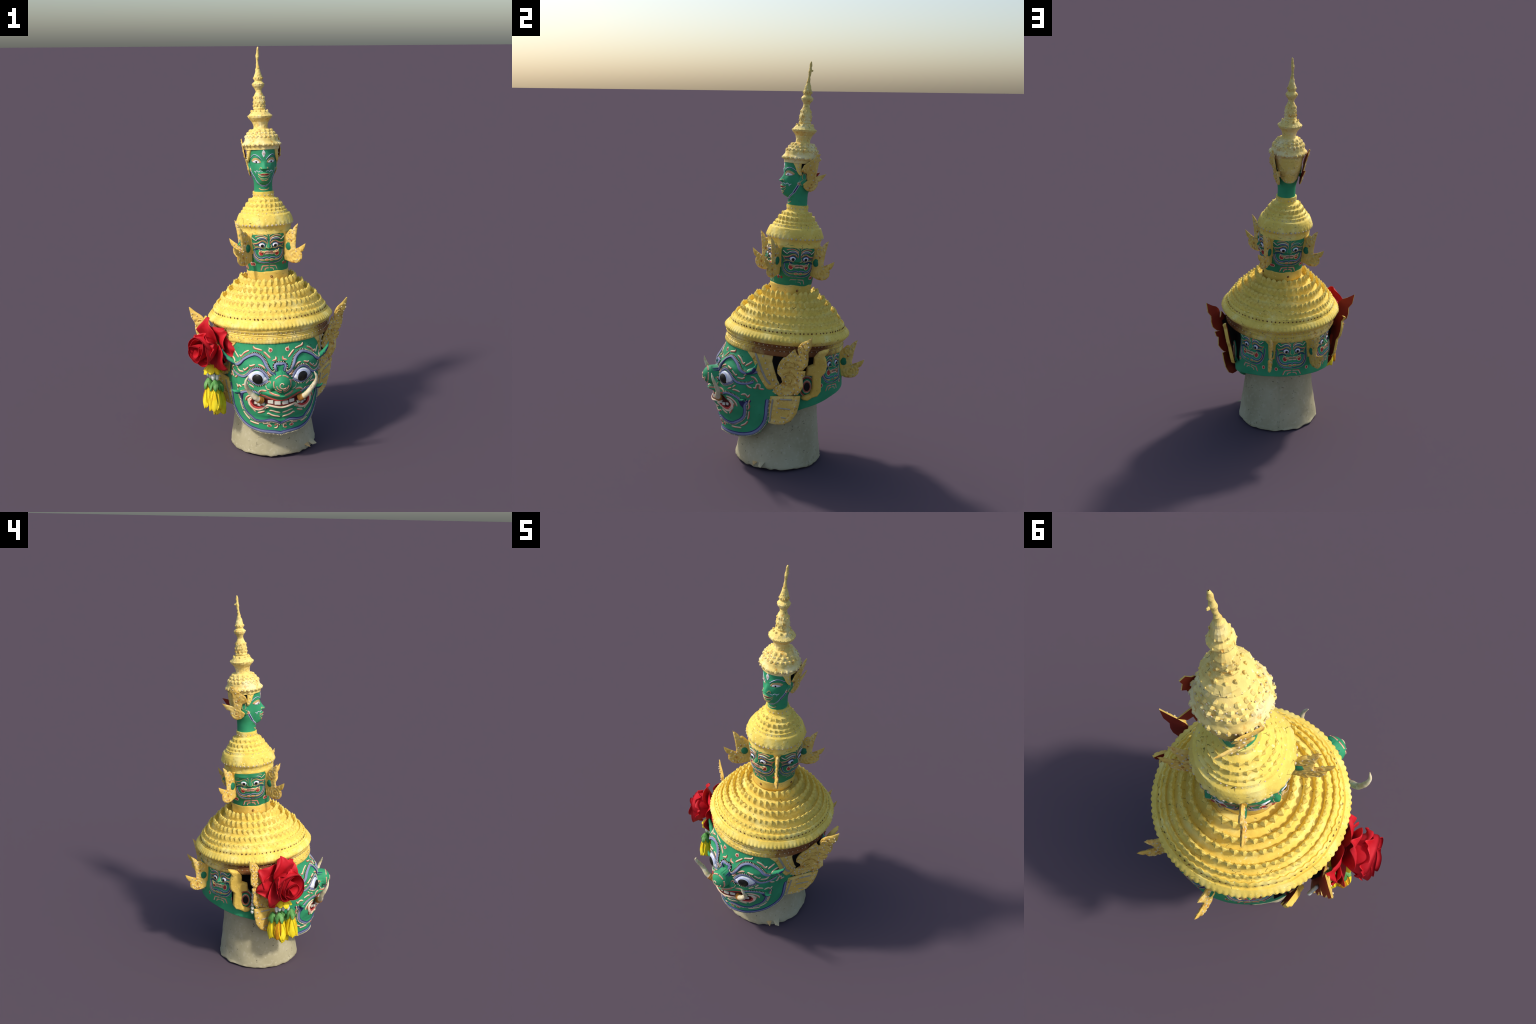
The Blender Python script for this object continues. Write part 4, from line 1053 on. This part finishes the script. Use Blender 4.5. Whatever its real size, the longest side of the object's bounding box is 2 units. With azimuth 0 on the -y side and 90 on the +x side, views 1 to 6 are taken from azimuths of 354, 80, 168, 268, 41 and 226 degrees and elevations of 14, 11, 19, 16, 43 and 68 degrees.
CE, CL, CF = (.217, .938, .196), (.2420, .71, .147), (.170, .15, .197)
ear_bend = lambda y, z: np.interp(y, [-.12, -.065, -.023, -.003, .022, .034], [.012, .009, -.005, -.006, .009, .015])
for s in (1, -1):
    sw = lambda y, z: .0030 * np.sin(np.hypot(y + .03, z - .50) * 230) * G(np.hypot(y + .03, z - .50), .09) + .0025 * np.sin((z - .6) * 260 + y * 120) * (z > .62)
    B = board(EAR, CE, s, .010, [GOLD_PLATE, REDBACK, PEARL, AMBER], 21, .0028, sw, bend=ear_bend)
    rnd = random.Random(5); placed = []
    ring = np.array(EAR); k = 0
    while len(placed) < 58 and k < 4000:
        k += 1; y, z = rnd.uniform(-.11, .034), rnd.uniform(.40, .715)
        if inside(EAR, np.array([y]), np.array([z]))[0] and .005 < edge_dist(EAR, np.array([y]), np.array([z]))[0] < .022 and all(math.hypot(y - a, z - b) > .016 for a, b in placed):
            placed.append((y, z)); B.add(*ball(on_board(CE, s, y, z, .0115, ear_bend), rnd.uniform(.0034, .0046), 7, 5), 2)
    # raised scrolls
    for cy, cz, r0, tw in ((-.032, .490, .034, 7.5), (-.040, .565, .026, 6.5), (.000, .660, .012, 5.0)):
        sp = [on_board(CE, s, cy + r0 * (1 - t / (tw * 1.25)) * math.cos(t), cz + r0 * (1 - t / (tw * 1.25)) * math.sin(t), .0125, ear_bend) for t in np.linspace(0, tw, 40)]
        B.add(*tube(sp, .0032, 6), 0)
    ear = B.make('ear', angle=50)
    P_ = Build([SHADOW]); rows = []  # solid black wedge modelled for the darkness between ear and head
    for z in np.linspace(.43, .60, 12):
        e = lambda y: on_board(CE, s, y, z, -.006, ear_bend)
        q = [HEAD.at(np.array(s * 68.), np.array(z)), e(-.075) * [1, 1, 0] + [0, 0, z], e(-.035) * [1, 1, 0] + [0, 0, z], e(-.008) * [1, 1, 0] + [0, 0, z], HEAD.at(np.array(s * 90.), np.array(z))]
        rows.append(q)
    P_.add(np.array(rows).reshape(-1, 3), grid_faces(12, 5)); P_.add(np.array(rows[-1]), [(0, 1, 2, 3, 4)]); P_.add(np.array(rows[0]), [(4, 3, 2, 1, 0)]); P_.make('modelled_gap_shadow', ear)
    B = board(LOBE, CL, s, .010, [GOLD_PLATE, REDBACK, SILVER, PEARL], 31, .0014)
    for pts, w in (([(-.092, .375), (-.096, .255)], .006), ([(-.060, .383), (-.012, .393)], .0055), ([(-.066, .335), (-.014, .342)], .0050), ([(-.048, .290), (-.028, .292)], .0050)):
        p = [on_board(CL, s, *q, .0105) for q in resample(np.array(pts), .006)]; B.add(*tube(p, w * .75, 6), 2)
    for y, z in ((.006, .395), (.004, .360), (-.002, .325), (-.022, .285), (-.050, .264), (-.075, .262), (-.066, .360), (-.068, .312), (-.035, .270)): B.add(*ball(on_board(CL, s, y, z, .0105), .0044, 7, 5), 3)
    B.make('ear_lobe', ear, angle=50)
    B = board(FLAME, CF, s, .018, [GOLD_SMOOTH, REDBACK], 41, .0006, None); B.make('rear_flame', nape, angle=50)

# ================================================================== rose and garland at one ear
RC = np.array([-.290, -.122, .560]); RD = np.array([-.82, -.55, -.06]); RD /= np.linalg.norm(RD)
RU = np.array([0, 0, 1.]) - RD[2] * RD; RU /= np.linalg.norm(RU); RS = np.cross(RU, RD)
B = Build([LEAF]); B.add(*ball(RC, 1, 12, 8, [RD * .03, RU * .035, RS * .035])); rose = B.make('rose')


def rose_petal(ang, length, width, rise, curl, cup, start, point=.25, seed=0, mat=PETAL_RED, lift=.02):
    """petal growing from the rose axis: out along `ang`, lifted by `rise`, tip curled back by `curl`"""
    nu, nv = 15, 17; rn = np.random.default_rng(seed); v = []
    d = math.cos(ang) * RS + math.sin(ang) * RU; sd = -math.sin(ang) * RS + math.cos(ang) * RU; ph = rn.uniform(0, 6)
    for i in range(nu):
        x = -1 + 2 * i / (nu - 1)
        for j in range(nv):
            t = j / (nv - 1); wd = width * (math.sin(math.pi * min(1, .12 + t * .62)) ** .8) * (1 - .55 * max(0, t - .62) / .38 * 1.0)
            L = length * (t - point * .5 * abs(x) ** 1.3 * t * t)
            out = start + L * math.cos(rise) + .0; up = L * math.sin(rise) - curl * max(0, t - .55) ** 2 * length * 3 + cup * x * x * t * length * .5 * (1 - .5 * t)
            p = RC + d * out + sd * x * wd + RD * (lift + up) + RD * .0065 * math.sin(5 * x + 7 * t + ph) * t
            v.append(p)
    v = np.array(v); f = grid_faces(nu, nv); B = Build([mat]); nn = np.zeros_like(v); g3 = v.reshape(nu, nv, 3)
    n = np.cross(np.gradient(g3, axis=0), np.gradient(g3, axis=1)); n /= np.linalg.norm(n, axis=2, keepdims=True) + 1e-9; v2 = v + n.reshape(-1, 3) * .0018
    m = len(v); e = [i * nv for i in range(nu)] + [(nu - 1) * nv + j for j in range(1, nv)] + [i * nv + nv - 1 for i in range(nu - 2, -1, -1)] + [j for j in range(nv - 2, 0, -1)]
    B.add(np.vstack([v, v2]), [q[::-1] for q in f] + [[k + m for k in q] for q in f] + [(e[i], e[(i + 1) % len(e)], e[(i + 1) % len(e)] + m, e[i] + m) for i in range(len(e))])
    return B.make('rose_petal', rose)


sd = 0
for ang, ln, wd, ri, cu in ((-.95, .135, .066, .35, .55), (-.05, .130, .060, .25, .60), (.80, .128, .062, .40, .5), (1.65, .150, .060, .42, .45), (2.55, .135, .064, .35, .55), (3.35, .135, .060, .30, .55), (4.25, .150, .066, .35, .50)):
    sd += 1; rose_petal(ang, ln * 1.06, wd * 1.12, ri, cu, .35, .006, .22, sd, lift=(-.016, .002, -.026)[sd % 3])
for ang, ln, wd, ri, cu in ((.35, .110, .056, .75, .45), (1.35, .115, .054, .80, .45), (2.35, .112, .056, .80, .40), (3.25, .105, .054, .85, .40), (4.1, .115, .056, .75, .45), (5.1, .108, .056, .80, .45)):
    sd += 1; rose_petal(ang, ln, wd, ri, cu, .8, .008, .20, sd)
# closed heart of the rose: petals rolled round its axis
for k, (a0, span, r0, top) in enumerate(((0.2, 2.6, .056, .108), (2.2, 2.5, .053, .112), (4.3, 2.5, .052, .110), (1.3, 3.0, .040, .122), (3.9, 3.2, .034, .126), (.4, 3.8, .022, .130), (3.0, 4.2, .011, .132))):
    v = []; nu, nv = 22, 12
    for i in range(nu):
        x = i / (nu - 1); a = a0 + span * x
        for j in range(nv):
            t = j / (nv - 1); r = (r0 * (.35 + .75 * math.sin(math.pi * (.1 + .55 * t))) + (.006 + .012 * ((k * 37) % 5) / 4) * (t ** 4) + .012 * x) * (1 + .10 * math.sin(2 * a + k * 1.7) * t + .07 * math.sin(3.3 * a + k) * t); hgt = .015 + (top - .015) * t * (1 - .16 * (2 * x - 1) ** 4)
            v.append(RC + RD * hgt + r * (math.cos(a) * RS + math.sin(a) * RU) + .004 * math.sin(6 * x + k) * t * RD)
    g3 = np.array(v).reshape(nu, nv, 3); n = np.cross(np.gradient(g3, axis=0), np.gradient(g3, axis=1)); n /= np.linalg.norm(n, axis=2, keepdims=True) + 1e-9
    v = np.vstack([g3.reshape(-1, 3), (g3 + n * .0016).reshape(-1, 3)]); m = nu * nv; f = grid_faces(nu, nv); e = [i * nv + nv - 1 for i in range(nu)]
    B = Build([PETAL_RED]); B.add(v, [q[::-1] for q in f] + [[i + m for i in q] for q in f] + [(e[i], e[i + 1], e[i + 1] + m, e[i] + m) for i in range(nu - 1)]); B.make('rose_petal', rose)


def blade(base, tip, width, bow, normal, mat, name, parent, tip_at=.6):
    """simple thick petal from base to tip, bowed along `normal`"""
    base, tip, normal = map(np.asarray, (base, tip, normal)); L = tip - base; sd = np.cross(normal, L); sd /= np.linalg.norm(sd); nn = np.cross(L, sd); nn /= np.linalg.norm(nn); nn *= np.sign(nn @ normal) or 1
    nu, nv = 7, 14; v = []
    for i in range(nu):
        x = -1 + 2 * i / (nu - 1)
        for j in range(nv):
            t = j / (nv - 1); w = width * (.35 + .65 * math.sin(math.pi * min(1, t / tip_at) * .5)) * (1 if t < tip_at else math.sqrt(max(0, 1 - ((t - tip_at) / (1 - tip_at)) ** 2)))
            v.append(base + L * t + sd * x * w + nn * (bow * math.sin(math.pi * t * .8) - .35 * width * x * x))
    v = np.array(v); m = len(v); f = grid_faces(nu, nv); e = [i * nv for i in range(nu)] + [(nu - 1) * nv + j for j in range(1, nv)] + [i * nv + nv - 1 for i in range(nu - 2, -1, -1)] + [j for j in range(nv - 2, 0, -1)]
    B = Build([mat]); B.add(np.vstack([v, v - nn * .002]), f + [[k + m for k in q[::-1]] for q in f] + [(e[i], e[(i + 1) % len(e)], e[(i + 1) % len(e)] + m, e[i] + m) for i in range(len(e))])
    return B.make(name, parent)


B = Build([BUD_WHITE, LEAF])
for p, r in (((-.318, -.135, .415), .014), ((-.296, -.130, .412), .015), ((-.305, -.160, .410), .014), ((-.330, -.115, .418), .012), ((-.288, -.155, .405), .012), ((-.320, -.100, .410), .013), ((-.305, -.140, .435), .016), ((-.315, -.105, .440), .014)):
    B.add(*ball(p, 1, 8, 6, [(r * .8, 0, 0), (0, r * .8, 0), (0, 0, r * 1.5)]))
garland = B.make('garland')
for k in range(7):       # yellow crown of petals under the rose
    a = 2 * math.pi * k / 7; d = np.array([math.cos(a), math.sin(a), 0])
    blade(np.array([-.308, -.135, .470]) + d * .012, np.array([-.308, -.135, .422 + .006 * (k % 2)]) + d * .046, .019, .008, d + [0, 0, .4], PETAL_YEL, 'garland_petal', garland, .45)
for n, (cx, cy, cz, lo) in enumerate(((-.328, -.112, .372, .242), (-.278, -.130, .358, .206), (-.300, -.176, .378, .242), (-.304, -.080, .366, .236))):
    c = np.array([cx, cy, cz])
    for k in range(5):
        a = 2 * math.pi * k / 5 + n * .5; d = np.array([math.cos(a), math.sin(a), 0])
        blade(c + [0, 0, .022] + d * .004, c + d * .023 + [0, 0, -.034], .0115, .010, d + [0, 0, .3], LEAF, 'sepal', garland, .5)
    for k in range(5):
        a = 2 * math.pi * k / 5 + n * .35; d = np.array([math.cos(a), math.sin(a), 0]); L = random.uniform(.93, 1.04)
        blade(c + d * .008 + [0, 0, -.008], np.array([cx, cy, cz + (lo - cz) * L]) + d * .026, .0240, .012, d, PETAL_ORG if (k, n) == (2, 0) else PETAL_YEL, 'tassel_petal', garland, .62)
B = Build([BUD_WHITE, LEAF])       # string of jasmine buds hanging behind the ear
for i in range(7):
    z = .530 - i * .022; B.add(*ball((-.326 + .003 * i, .016 + .002 * i, z), 1, 8, 6, [(.0075, 0, 0), (0, .0085, 0), (0, 0, .012)]), 0); B.add(*ball((-.326 + .003 * i, .016 + .002 * i, z - .011), 1, 6, 4, [(.005, 0, 0), (0, .005, 0), (0, 0, .005)]), 1)
B.make('jasmine_string', garland)
# set the whole piece on the ground (z = 0)
bpy.context.view_layer.update()
